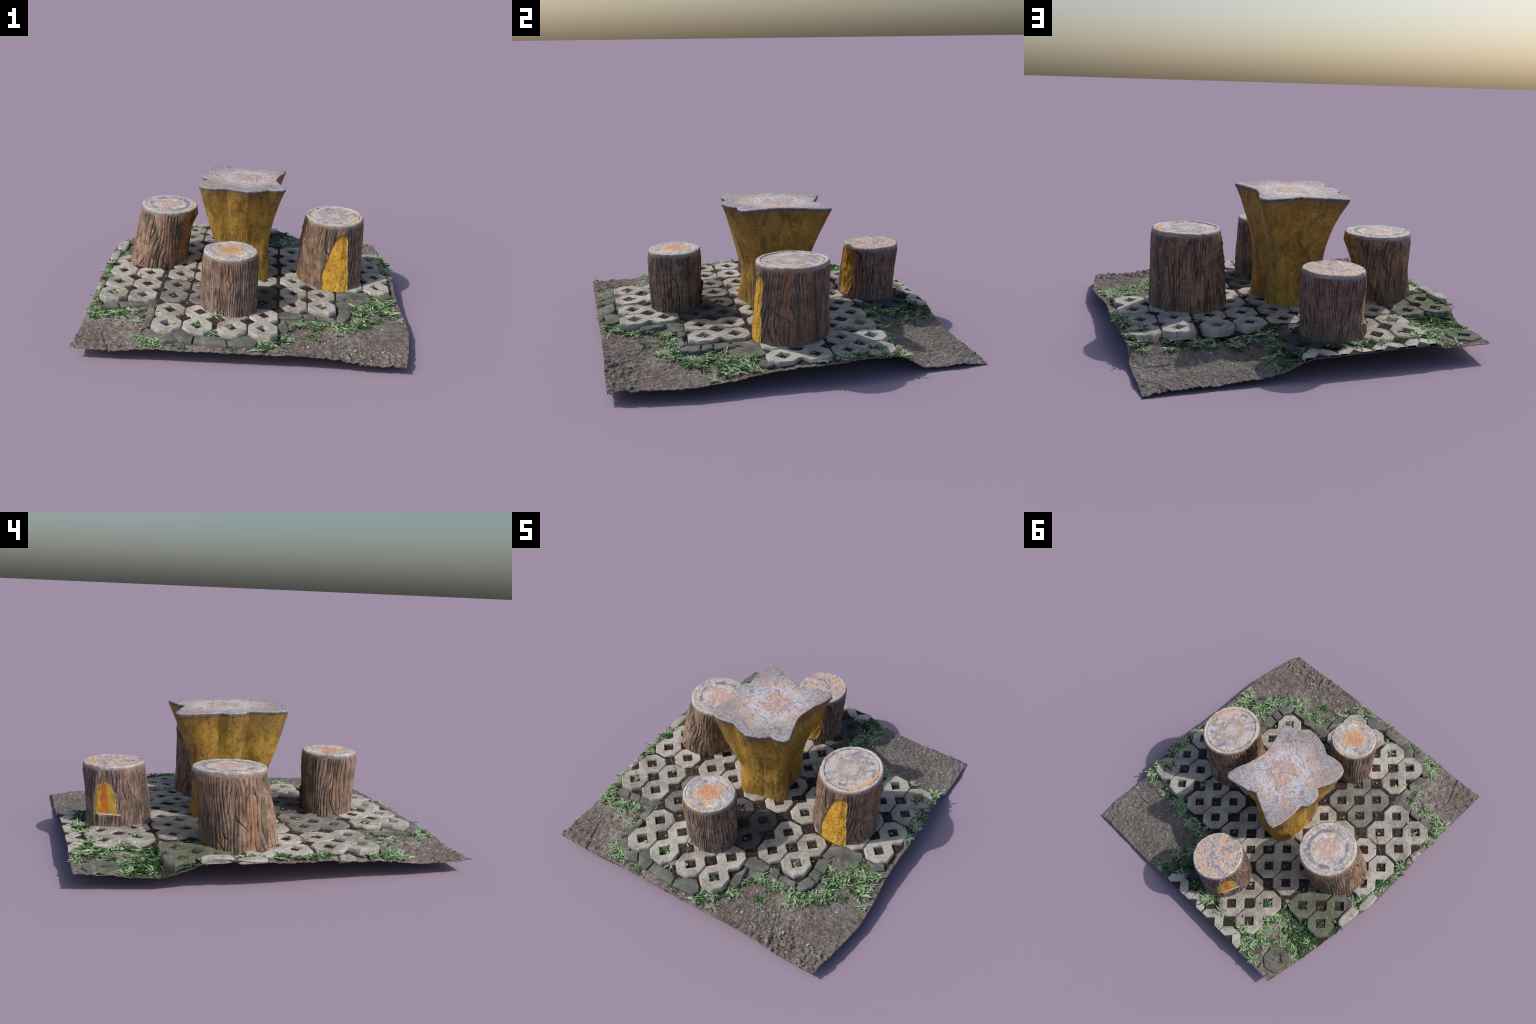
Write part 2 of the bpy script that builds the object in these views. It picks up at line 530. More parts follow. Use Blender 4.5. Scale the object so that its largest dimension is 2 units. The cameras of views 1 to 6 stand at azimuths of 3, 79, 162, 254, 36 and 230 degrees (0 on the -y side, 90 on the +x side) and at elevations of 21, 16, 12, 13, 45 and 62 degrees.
def build_pavers(parent):
    mats = {k: paver_material(k) for k in ('light', 'damp', 'dark', 'moss')}
    r = np.random.default_rng(3)
    for bx, by, rot, look in BLOCKS:
        dz = float(r.normal(0, .0012)) + (-.007 if look == 'moss' else 0) + (-.010 if (look == 'dark' and by > .5) else 0)
        tilt = (float(r.normal(0, .006)), float(r.normal(0, .006)))
        for side in (-1, 1):
            me = paver_half(bx, by, rot + float(r.normal(0, .35)), side, look, dz + float(r.normal(0, .0008)), tilt)
            if me:
                link('paver', me, parent, mats[look])
    # stray stones on the borders
    for x, y, rot, dz, tilt, look in ((-.750, .790, 12, -.034, (.0, .02), 'moss'), ):
        me = paver_half(x, y, rot, 0, look, dz, tilt, single=True)
        if me:
            link('paver', me, parent, mats[look])
    # rounded broken stones lying along the western border: x, y, size x, y, z, turn
    for x, y, sx, sy, sz, rot in ((-.868, .290, .034, .075, .017, 5), (-.882, .130, .026, .070, .011, 2), (-.872, -.33, .020, .040, .014, 0)):
        bm = bmesh.new()
        bmesh.ops.create_icosphere(bm, subdivisions=5, radius=1)
        co = np.array([v.co[:] for v in bm.verts])
        k = np.power(np.sum(np.abs(co) ** 4, axis=1), -.25) * (1 + .07 * fbm(co[:, 0] * 2 + x * 9, co[:, 1] * 2, co[:, 2] * 2, 3))
        co = co * k[:, None] * [sx, sy, sz]
        co[:, 2] *= 1 - .25 * (co[:, 1] / sy < -.2) * np.abs(co[:, 1] / sy)
        for v, c in zip(bm.verts, co):
            v.co = c
        zc = float(soil_z(x, y)) + .002
        bmesh.ops.transform(bm, verts=bm.verts, matrix=Matrix.Translation((x, y, zc)) @ Matrix.Rotation(math.radians(rot), 4, 'Z'))
        for v in bm.verts:
            v.co.z = max(v.co.z, float(zc - .010))
            v.co.x = max(v.co.x, edge_x(W_EDGE, v.co.y) + .001)
        me = bpy.data.meshes.new('border_stone')
        bm.to_mesh(me)
        bm.free()
        me.polygons.foreach_set('use_smooth', np.ones(len(me.polygons), bool))
        link('border_stone', me, parent, mats['light'])


# ------------------------------------------------------------- curb stones ---
CURBS = [
    [(-.425, -.890), (-.366, -.850), (-.318, -.910), (-.400, -.935)],
    [(-.356, -.850), (-.305, -.812), (-.237, -.865), (-.243, -.922), (-.310, -.915)],
    [(-.232, -.862), (-.094, -.858), (-.068, -.873), (-.060, -.918), (-.232, -.916)],
    [(-.060, -.880), (-.02, -.845), (.042, -.815), (.082, -.843), (.098, -.871), (.086, -.906), (-.052, -.918)],
    [(-.520, -.837), (-.497, -.806), (-.425, -.85), (-.405, -.880), (-.455, -.892)],
    [(-.520, -.735), (-.512, -.661), (-.478, -.680), (-.484, -.785), (-.525, -.823)],
    [(-.528, -.655), (-.528, -.549), (-.500, -.538), (-.484, -.651)],
    [(-.634, -.524), (-.510, -.457), (-.476, -.490), (-.510, -.545), (-.606, -.572)],
    [(-.712, -.530), (-.639, -.523), (-.612, -.566), (-.689, -.572)],
    [(-.790, -.540), (-.718, -.534), (-.696, -.572), (-.790, -.584)],
    [(.196, -.665), (.224, -.585), (.256, -.700), (.248, -.738), (.204, -.725)],
    [(.178, -.541), (.197, -.512), (.320, -.505), (.332, -.525), (.315, -.562), (.190, -.586)],
    [(.326, -.508), (.373, -.490), (.402, -.516), (.400, -.544), (.336, -.535)],
    [(.405, -.518), (.502, -.510), (.516, -.538), (.407, -.546)],
    [(.521, -.535), (.518, -.500), (.536, -.438), (.594, -.444), (.588, -.490), (.555, -.546)],
    [(.530, -.425), (.532, -.372), (.590, -.377), (.598, -.437)],
    [(.526, -.364), (.518, -.300), (.582, -.262), (.600, -.370)],
    [(.518, -.272), (.520, -.190), (.582, -.132), (.640, -.130), (.700, -.120), (.722, -.160), (.718, -.221), (.650, -.215), (.585, -.224), (.562, -.266)],
    [(.790, -.130), (.838, -.110), (.862, -.150), (.82, -.185), (.775, -.165)],
    [(-.868, -.345), (-.842, -.360), (-.838, -.300), (-.872, -.290)],
    [(.115, -.520), (.165, -.512), (.172, -.560), (.120, -.568)],
]


def build_curbs(parent):
    M = Mat('mossy_stone', .95, .15)
    b, f, g = M.noise(9, 4, .6), M.noise(170, 4, .72), M.noise(20, 3)
    c = M.ramp(b * .6 + f * .4, [(.34, (.055, .059, .052)), (.46, (.120, .126, .112)), (.56, (.195, .200, .180)), (.68, (.32, .32, .29))])
    c = M.mix(f_ss(.55, .70, g) * .5, c, (.110, .118, .050))
    c = M.mix(f_ss(.68, .75, M.noise(45, 1)) * .5, c, (.20, .16, .12))
    mat = M.done(c, f * .5 + g, .6, .005)
    for poly in CURBS:
        p = np.array(poly)
        ctr = p.mean(0)
        bm = bmesh.new()
        vs = [bm.verts.new((x, y, 0)) for x, y in poly]
        fc = bm.faces.new(vs)
        bmesh.ops.recalc_face_normals(bm, faces=[fc])
        if fc.normal.z < 0:
            fc.normal_flip()
        ext = bmesh.ops.extrude_face_region(bm, geom=[fc])
        for g_ in ext['geom']:
            if isinstance(g_, bmesh.types.BMVert):
                g_.co.z += .04
        bmesh.ops.recalc_face_normals(bm, faces=bm.faces)
        top_edges = [e for e in bm.edges if all(v.co.z > .02 for v in e.verts)]
        bmesh.ops.bevel(bm, geom=top_edges, offset=.008, segments=3, profile=.6, affect='EDGES')
        bmesh.ops.triangulate(bm, faces=bm.faces[:])
        bmesh.ops.subdivide_edges(bm, edges=[e for e in bm.edges if e.calc_length() > .012], cuts=2, use_grid_fill=True)
        bmesh.ops.triangulate(bm, faces=bm.faces[:])
        co = np.array([v.co[:] for v in bm.verts])
        base = soil_z(co[:, 0], co[:, 1])
        base = np.minimum(base, paver_z(co[:, 0], co[:, 1]) - .034)
        n1 = fbm(co[:, 0] * 25, co[:, 1] * 25, co[:, 2] * 25, 3)
        rise = .023 if ctr[1] < 0 else .02
        z = base + rise + (co[:, 2] - .04) * 1.0 + .0035 * n1
        for v, zz, dx, dy in zip(bm.verts, z, n1, np.roll(n1, 7)):
            v.co = (v.co.x + .0012 * dx, v.co.y + .0012 * dy, zz)
        me = bpy.data.meshes.new('curb_stone')
        bm.to_mesh(me)
        bm.free()
        me.polygons.foreach_set('use_smooth', np.ones(len(me.polygons), bool))
        me.set_sharp_from_angle(angle=math.radians(50))
        link('curb_stone', me, parent, mat)


# ------------------------------------------------------- grass and litter ---
# x, y, spread, number of tufts
GRASS = [(.85, .45, .04, 7), (.868, .24, .03, 6), (.862, .33, .03, 5), (.80, .56, .04, 8), (.865, .13, .02, 3), (.84, -.2, .03, 4),
         (.64, .55, .04, 6), (.52, .55, .03, 6), (.44, .555, .03, 6), (.37, .56, .03, 4), (.29, .585, .03, 5), (.21, .575, .03, 5), (.47, .35, .02, 3),
         (.20, .90, .035, 7), (.18, .80, .045, 9), (.19, .69, .035, 8), (.10, .86, .03, 5), (.13, .76, .03, 4), (-.06, .86, .03, 4),
         (-.19, .855, .03, 5), (-.26, .86, .03, 4), (-.20, .78, .02, 3),
         (-.52, .66, .03, 8), (-.57, .57, .05, 14), (-.70, .57, .06, 16), (-.80, .58, .05, 12), (-.63, .68, .06, 16), (-.72, .67, .06, 14),
         (-.60, .80, .04, 10), (-.57, .88, .04, 7), (-.66, .89, .02, 4), (-.81, .68, .03, 6), (-.55, .75, .04, 8), (-.50, .84, .03, 5),
         (-.83, .18, .03, 7), (-.87, .08, .03, 5), (-.875, -.03, .025, 6), (-.885, -.12, .02, 6), (-.88, -.2, .02, 4), (-.85, .44, .03, 6), (-.86, .37, .02, 3),
         (-.86, -.46, .03, 7), (-.855, -.56, .03, 8), (-.84, -.62, .03, 6), (-.77, -.61, .03, 6), (-.68, -.61, .035, 5), (-.60, -.62, .03, 4), (-.56, -.70, .03, 3),
         (-.44, -.92, .03, 9), (-.50, -.90, .025, 6), (-.17, -.88, .02, 2), (-.04, -.935, .02, 2), (-.14, -.80, .015, 2), (-.28, -.94, .02, 2),
         (.18, -.85, .05, 13), (.12, -.90, .03, 5), (.27, -.66, .03, 5), (.25, -.76, .03, 5), (.33, -.60, .03, 6), (.42, -.585, .03, 6), (.50, -.58, .03, 6),
         (.60, -.54, .03, 6), (.66, -.50, .04, 7), (.66, -.36, .04, 12), (.73, -.34, .05, 14), (.80, -.30, .05, 13), (.72, -.26, .04, 10), (.84, -.36, .03, 6),
         (.70, -.44, .03, 6), (.77, -.24, .03, 6), (.41, -.72, .02, 3), (.54, -.63, .02, 3),
         (-.230, -.772, .012, 3), (-.748, -.442, .012, 2), (.436, -.408, .012, 3), (.108, -.772, .014, 4), (-.08, -.62, .015, 2), (-.452, .60, .012, 2),
         (.592, .455, .01, 1), (.75, .44, .02, 4), (-.10, .60, .01, 1), (-.16, -.65, .012, 2)]


def tuft_mesh(seed):
    """a small weed: a few short stems, each with pointed, folded, arching leaves"""
    r = np.random.default_rng(seed)
    V, F = [], []
    for i in range(11 + seed % 5):
        az = r.uniform(0, TAU)
        ln = r.uniform(.020, .044)
        w = ln * r.uniform(.070, .120)
        rise = r.uniform(.05, .55)
        ox, oy = r.normal(0, .007, 2)
        n = 6
        o = len(V)
        c, s = math.cos(az), math.sin(az)
        sidebend, twist = r.normal(0, .006), r.normal(0, .5)
        stem = r.uniform(.0, .009)
        for j in range(n):
            t = j / (n - 1)
            d = ln * t
            h = stem + ln * rise * (t - .78 * t * t)
            ww = w * (math.sin(math.pi * min(1, .10 + .9 * t)) ** .75) if j < n - 1 else .0002
            sb = sidebend * t * t
            for q, dip in ((-1, .0), (0, -.35), (1, .0)):
                V.append((ox + c * d - s * (ww * q + sb), oy + s * d + c * (ww * q + sb), h + dip * ww + twist * ww * q))
        for j in range(n - 1):
            a = o + j * 3
            F += [(a, a + 1, a + 4, a + 3), (a + 1, a + 2, a + 5, a + 4)]
    return mesh_np('grass_tuft', np.array(V), np.array(F))


def leaf_material(name, stops, trans=.35, rough=.6):
    M = Mat(name, rough, .3)
    rnd = M.random()
    c = M.ramp(rnd * .3 + M.noise(95, 2, .6) * .9 - .1, stops)
    M.t.links.new(c, M.b.inputs['Base Color'])
    tr = M.t.nodes.new('ShaderNodeBsdfTranslucent')
    M.t.links.new(c, tr.inputs['Color'])
    mx = M.t.nodes.new('ShaderNodeMixShader')
    mx.inputs[0].default_value = trans
    out = next(n for n in M.t.nodes if n.type == 'OUTPUT_MATERIAL')
    M.t.links.new(M.b.outputs[0], mx.inputs[1])
    M.t.links.new(tr.outputs[0], mx.inputs[2])
    M.t.links.new(mx.outputs[0], out.inputs['Surface'])
    return M.m


def ground_z(x, y):
    return float(soil_z(x, y))


def build_grass(parent):
    g = leaf_material('grass_blade', [(.34, (.030, .085, .026)), (.45, (.085, .205, .060)), (.55, (.20, .375, .135)), (.66, (.60, .70, .50))])  # palest stop paints bright light glancing off the blades into their green
    meshes = [tuft_mesh(s) for s in range(16)]
    for m in meshes:
        m.materials.append(g)
    r = np.random.default_rng(21)
    items = []
    for x, y, sp, n in GRASS:
        for _ in range(int(round(n * (.8 if n >= 12 else 1.1)))):
            dx, dy = np.clip(r.normal(0, sp * .75, 2), -1.6 * sp, 1.6 * sp)
            px, py = x + dx, y + dy
            px = min(max(px, edge_x(W_EDGE, min(max(py, -.9), .9)) + .034), edge_x(E_EDGE, min(max(py, -.9), .9)) - .034)
            py = min(max(py, edge_y(S_EDGE, min(max(px, -.8), .8)) + .034), edge_y(N_EDGE, min(max(px, -.8), .8)) - .034)
            items.append((px, py, r.uniform(.75, 1.25), r.uniform(0, TAU), r.normal(0, .15, 2), int(r.integers(16))))
    order = r.permutation(len(items))
    spare = []
    for k, idx in enumerate(order):
        px, py, s, a, t, mi = items[idx]
        M = Matrix.Translation((px, py, ground_z(px, py) + .002)) @ Matrix.Rotation(a, 4, 'Z') @ Matrix.Rotation(t[0], 4, 'X') @ Matrix.Rotation(t[1], 4, 'Y') @ Matrix.Scale(s, 4)
        if k < 300:
            o = link('grass_tuft', meshes[mi], parent)
            o.matrix_local = M
        else:
            spare.append((M, mi))
    V, F, off = [], [], 0
    for M, mi in spare:
        me = meshes[mi]
        co = np.empty(len(me.vertices) * 3)
        me.vertices.foreach_get('co', co)
        co = co.reshape(-1, 3) @ np.array(M.to_3x3()).T + np.array(M.translation)
        f = np.array([p.vertices[:] for p in me.polygons])
        V.append(co)
        F.append(f + off)
        off += len(co)
    if V:
        o = link('grass_fill', mesh_np('grass_fill', np.concatenate(V), np.concatenate(F)), parent, g)
        o["kind"] = "stuff"


def build_litter(parent):
    r = np.random.default_rng(5)
    # fallen leaves: little curled ovals
    def leaf(seed):
        q = np.random.default_rng(seed)
        n, V, F = 6, [], []
        L, W, curl = .016, .0055, q.uniform(.1, .5)
        for j in range(n):
            t = j / (n - 1)
            w = W * math.sin(math.pi * (.05 + .9 * t)) ** .7
            for k in (-1, 0, 1):
                V.append(((t - .5) * L, k * w, .0012 + curl * .006 * (2 * t - 1) ** 2 + abs(k) * .0015))
        for j in range(n - 1):
            a = j * 3
            F += [(a, a + 3, a + 4, a + 1), (a + 1, a + 4, a + 5, a + 2)]
        return mesh_np('fallen_leaf', np.array(V), np.array(F))
    mats = [leaf_material('dry_leaf_' + n, s, .15, .7) for n, s in (
        ('russet', [(.3, (.20, .065, .040)), (.7, (.42, .16, .09))]), ('tan', [(.3, (.36, .22, .10)), (.7, (.60, .40, .22))]),
        ('yellow', [(.3, (.50, .42, .06)), (.7, (.62, .55, .16))]), ('brown', [(.3, (.10, .055, .032)), (.7, (.24, .14, .08))]))]
    leaves = []
    for i, w in enumerate((0, 0, 1, 1, 2, 3, 3, 3)):
        m = leaf(i)
        m.materials.append(mats[w])
        leaves.append(m)
    spots = []
    for bx, by, rot, _ in BLOCKS:
        if by > .99:
            continue
        ca, sa = math.cos(math.radians(rot)), math.sin(math.radians(rot))
        for ox, oy in ((0, 0), (-HALF, -HALF), (HALF, -HALF), (-HALF, HALF), (HALF, HALF), (P, 0), (0, P), (P + .005, P + .005)):
            for _ in range(r.integers(1, 4)):
                d = r.uniform(-.022, .022, 2)
                spots.append((bx + ca * ox - sa * oy + d[0], by + sa * ox + ca * oy + d[1], .004))
    r.shuffle(spots)
    spots = spots[:150]
    for _ in range(55):
        spots.append((r.uniform(-.62, .25), r.uniform(-.96, -.86), .004))
    for _ in range(30):
        spots.append((r.uniform(-.8, -.5), r.uniform(-.78, -.52), .003))
    for _ in range(40):
        a = r.uniform(0, TAU)
        spots.append((.83 * math.cos(a), .88 * math.sin(a), .003))
    for _ in range(28):
        spots.append((r.uniform(-.8, -.2), r.uniform(.55, .9), .006))
    for k, (x, y, dz) in enumerate(spots[:300]):
        o = link('fallen_leaf', leaves[int(r.integers(len(leaves)))], parent)
        o.location = (x, y, ground_z(x, y) + dz)
        o.rotation_euler = (r.normal(0, .25), r.normal(0, .25), r.uniform(0, TAU))
        o.scale = [r.uniform(.6, 1.2)] * 3
    # a few leaves lying on the stones themselves
    for x, y, m in ((-.43, -.60, 4), (-.47, -.66, 4), (-.20, -.55, 4), (-.36, -.79, 4), (.02, -.80, 2), (-.06, -.78, 3), (-.30, -.27, 4), (-.68, -.46, 4)):
        o = link('fallen_leaf', leaves[m], parent)
        o.location = (x, y, float(paver_z(x, y)) + .001)
        o.rotation_euler = (0, 0, r.uniform(0, TAU))
        o.scale = [1.35] * 3
    # pebbles, one joined part
    bm = bmesh.new()
    for i in range(430):
        if i < 130:
            x, y = r.uniform(.25, .86), r.uniform(-.9, -.5)
        elif i < 270:
            x, y = r.uniform(.2, .84), r.uniform(.6, .98)
        elif i < 350:
            x, y = r.uniform(-.84, -.5), r.uniform(-.98, -.62)
        else:
            x, y = r.uniform(-.85, .85), r.uniform(-.93, .93)
        s = r.uniform(.0018, .0046) * (1.9 if r.random() < .08 else 1)
        M = Matrix.Translation((x, y, ground_z(x, y) + s * .2)) @ Matrix.Rotation(r.uniform(0, TAU), 4, 'Z') @ Matrix.Diagonal((s * 1.3, s, s * .7, 1))
        bmesh.ops.create_icosphere(bm, subdivisions=1, radius=1, matrix=M)
    me = bpy.data.meshes.new('pebble')
    bm.to_mesh(me)
    bm.free()
    M = Mat('pebble', .8, .3)
    o = link('pebble', me, parent, M.done(M.ramp(M.noise(14, 1), [(.35, (.17, .15, .13)), (.5, (.42, .38, .33)), (.65, (.66, .60, .55))])))
    o["kind"] = "stuff"
    # straw and leaf scraps, one joined part
    bm = bmesh.new()
    for i in range(420):
        if i < 150:
            x, y = r.uniform(.1, .86), r.uniform(-.92, -.5)
        elif i < 260:
            x, y = r.uniform(.15, .84), r.uniform(.58, .97)
        elif i < 340:
            x, y = r.uniform(-.84, -.5), r.uniform(-.98, -.55)
        else:
            x, y = r.uniform(-.8, .2), r.uniform(-.96, -.86)
        L, w = r.uniform(.005, .014), r.uniform(.0006, .0016)
        M = Matrix.Translation((x, y, ground_z(x, y) + .003)) @ Matrix.Rotation(r.uniform(0, TAU), 4, 'Z') @ Matrix.Rotation(r.normal(0, .3), 4, 'Y') @ Matrix.Diagonal((L, w, w * .6, 1))
        bmesh.ops.create_icosphere(bm, subdivisions=1, radius=1, matrix=M)
    me = bpy.data.meshes.new('straw')
    bm.to_mesh(me)
    bm.free()
    M = Mat('straw', .9, .2)
    o = link('straw', me, parent, M.done(M.ramp(M.noise(11, 1), [(.36, (.06, .045, .035)), (.46, (.30, .20, .13)), (.56, (.50, .40, .29)), (.66, (.28, .11, .07))])))
    o["kind"] = "stuff"
    # twigs
    tw = Mat('twig', .9, .2)
    tm = tw.done(tw.ramp(tw.noise(40, 2), [(.35, (.16, .11, .075)), (.65, (.40, .33, .25))]))
    for pts in ([(.67, .70), (.72, .715), (.78, .70)], [(.43, -.63), (.47, -.68), (.52, -.73), (.535, -.78)], [(-.14, -.66), (-.11, -.72), (-.05, -.80)],
                [(.47, -.74), (.52, -.80)], [(.61, -.74), (.64, -.79)], [(-.18, -.56), (-.14, -.62), (-.11, -.70)], [(-.72, -.16), (-.66, -.20), (-.60, -.24)], [(-.69, .86), (-.72, .90)]):
        cu = bpy.data.curves.new('twig', 'CURVE')
        cu.dimensions = '3D'
        cu.bevel_depth = .0013 if pts[0][0] < .6 else .0026
        cu.bevel_resolution = 2
        sp = cu.splines.new('NURBS')
        sp.points.add(len(pts) - 1)
        sp.use_endpoint_u = True
        sp.order_u = 3
        for q, (x, y) in zip(sp.points, pts):
            zz = max(ground_z(x, y) + .004, float(paver_z(x, y)) + .002 if (x < .05 and y > -.8 and y < 0) else 0)
            q.co = (x, y, zz, 1)
        ob = bpy.data.objects.new('twig', cu)
        bpy.context.scene.collection.objects.link(ob)
        dg = bpy.context.evaluated_depsgraph_get()
        me = bpy.data.meshes.new_from_object(ob.evaluated_get(dg))
        bpy.data.objects.remove(ob)
        me.materials.clear()
        link('twig', me, parent, tm)


# ------------------------------------------------------------------ stools ---
def bark_field(th, z, q):
    """furrow lines and broad ridges of the moulded bark; runs on arrays and on nodes alike"""
    p = q['phase']
    w = (.85 * f_sin(2 * th + 5 * z + p) + .42 * f_sin(5 * th - 12 * z + 2.1 * p) + .17 * f_sin(9 * th + 16 * z + 3.7 * p)
         + .09 * f_sin(14 * th - 27 * z + 1.3 * p) + .03 * f_sin(19 * th + 47 * z + .7 * p))
    u1 = th * (q['n1'] / TAU) + w
    t1 = f_abs(f_frac(u1 + .25) - .5)
    m1 = f_ss(-.7, .6, f_sin(7 * th + 9 * z + p) + .8 * f_sin(13 * th - 17 * z + 4 * p))
    w2 = (.75 * f_sin(3 * th - 14 * z + 1.7 * p) + .24 * f_sin(7 * th + 22 * z + .4 * p) + .07 * f_sin(9 * th - 38 * z + 2.9 * p))
    u2 = th * (q['n2'] / TAU) + w2
    t2 = f_abs(f_frac(u2 + .1) - .5)
    m2 = f_ss(-.2, .9, f_sin(4 * th - 8 * z + 3.1 * p) + .8 * f_sin(9 * th + 19 * z + p))
    l1 = f_ss(.105, .015, t1) * (.12 + .88 * m1)
    l2 = f_ss(.085, .015, t2) * m2
    furrow = f_max(l1, l2)
    ridge = f_ss(0, .5, t1)
    return furrow, ridge, u1


def quad_radius(th, e, rho=0):
    """distance from the axis to an ellipse given by its extents towards +x, -x, +y, -y and its slant rho"""
    c, s = np.cos(th), np.sin(th)
    a, b = (e[0] + e[1]) / 2, (e[2] + e[3]) / 2
    ox, oy = (e[0] - e[1]) / 2, (e[2] - e[3]) / 2
    k = 1 / (1 - rho * rho)
    m11, m22, m12 = k / a ** 2, k / b ** 2, -rho * k / (a * b)
    A = m11 * c * c + m22 * s * s + 2 * m12 * c * s
    B = m11 * c * ox + m22 * s * oy + m12 * (c * oy + s * ox)
    C = m11 * ox * ox + m22 * oy * oy + 2 * m12 * ox * oy - 1
    return (B + np.sqrt(B * B - A * C)) / A


def angdiff(a, b):
    return (a - b + math.pi) % TAU - math.pi


STOOLS = {
    'south': dict(rho=-0.14, c=(-.09, -.503), top=.472, tilt=(.0, .0), n1=58, n2=27, phase=1.3, depth=.0044,
                  prof=[(.09, (.161, .160, .132, .142)), (.28, (.156, .160, .147, .152)), (.40, (.152, .156, .149, .151)), (.472, (.149, .149, .147, .147))], wob=.002),
    'east': dict(rho=-0.1, c=(.49, .065), top=.526, tilt=(.0, .0), n1=66, n2=31, phase=4.1, depth=.0040,
                 prof=[(.08, (.190, .218, .200, .230)), (.13, (.187, .212, .197, .227)), (.26, (.180, .198, .190, .216)), (.40, (.175, .192, .189, .203)), (.526, (.172, .180, .190, .197))], wob=.003),
    'north': dict(rho=0.0, c=(-.093, .683), top=.431, tilt=(.0, -.0), n1=57, n2=28, phase=2.6, depth=.0050,
                  prof=[(.07, (.141, .188, .146, .204)), (.16, (.139, .180, .137, .191)), (.28, (.142, .168, .143, .181)), (.37, (.145, .158, .153, .172)), (.431, (.147, .154, .156, .164))], wob=.003),
    'west': dict(rho=0.20, c=(-.544, .172), top=.497, tilt=(-.02, .0), n1=56, n2=26, phase=5.5, depth=.0050,
                 prof=[(.08, (.114, .236, .131, .232)), (.14, (.118, .228, .134, .230)), (.28, (.136, .202, .142, .214)), (.38, (.150, .188, .152, .200)), (.445, (.178, .178, .180, .192)), (.497, (.174, .171, .182, .186))], wob=.004),
}


def trunk_radius(q, th, z):
    zs = [p[0] for p in q['prof']]
    ex = [np.interp(z, zs, [p[1][k] for p in q['prof']]) for k in range(4)]
    rho = np.interp(z, [.10, .28, q['top'] - .05], [q['rho'], q['rho'] * .8, 0])
    r = quad_radius(th, ex, rho)
    ct, st = np.cos(th), np.sin(th)
    r = r + q['wob'] * fbm(ct * 1.6 + q['phase'], st * 1.6, z * 5, 3)
    return r


def patch_masks(kind, q, th, z):
    """regions where the bark is moulded away: bare yellow wood, arched niche"""
    bare = np.zeros_like(th)
    niche = np.zeros_like(th)
    wav = .012 * fbm(np.cos(th) * 3, np.sin(th) * 3, z * 14, 2)
    if kind == 'east':
        left = np.interp(z, [.09, .22, .33, .40, .45, .464], [-1.80, -1.83, -1.74, -1.62, -1.46, -1.33]) + wav * 4
        right = np.interp(z, [.09, .33, .42, .45, .464], [-1.085, -1.15, -1.16, -1.20, -1.30]) + wav * 2
        bare = ((th > left) & (th < right) & (z < .462)).astype(float)
    if kind == 'north':
        d = angdiff(th, -1.42)
        w = np.interp(z, [.12, .16, .28, .38, .42], [.10, .30, .42, .46, .40]) + wav * 4
        bare = ((np.abs(d) < w) & (z > .135)).astype(float)
        dn = angdiff(th, 2.78)
        s = np.sin(dn) * .17
        niche = np.where(np.cos(dn) > .3, niche_f(s, z + wav * .6) + wav * 5, 9.0)
    return bare, niche


NB, NH, NWID = .178, .172, .074     # niche: sill height, rise, half width


def niche_f(s, z):
    """1 at the arch outline, smaller inside"""
    k = f_max(z - NB, 0.0) / NH
    w = NWID * f_sqrt(f_max(1.02 - k * k * (.45 + .55 * k), 0.0003))
    w = w * (1 + .22 * f_ss(0.0, .03, s) * f_ss(.22, .0, k))
    return f_abs(s) / w


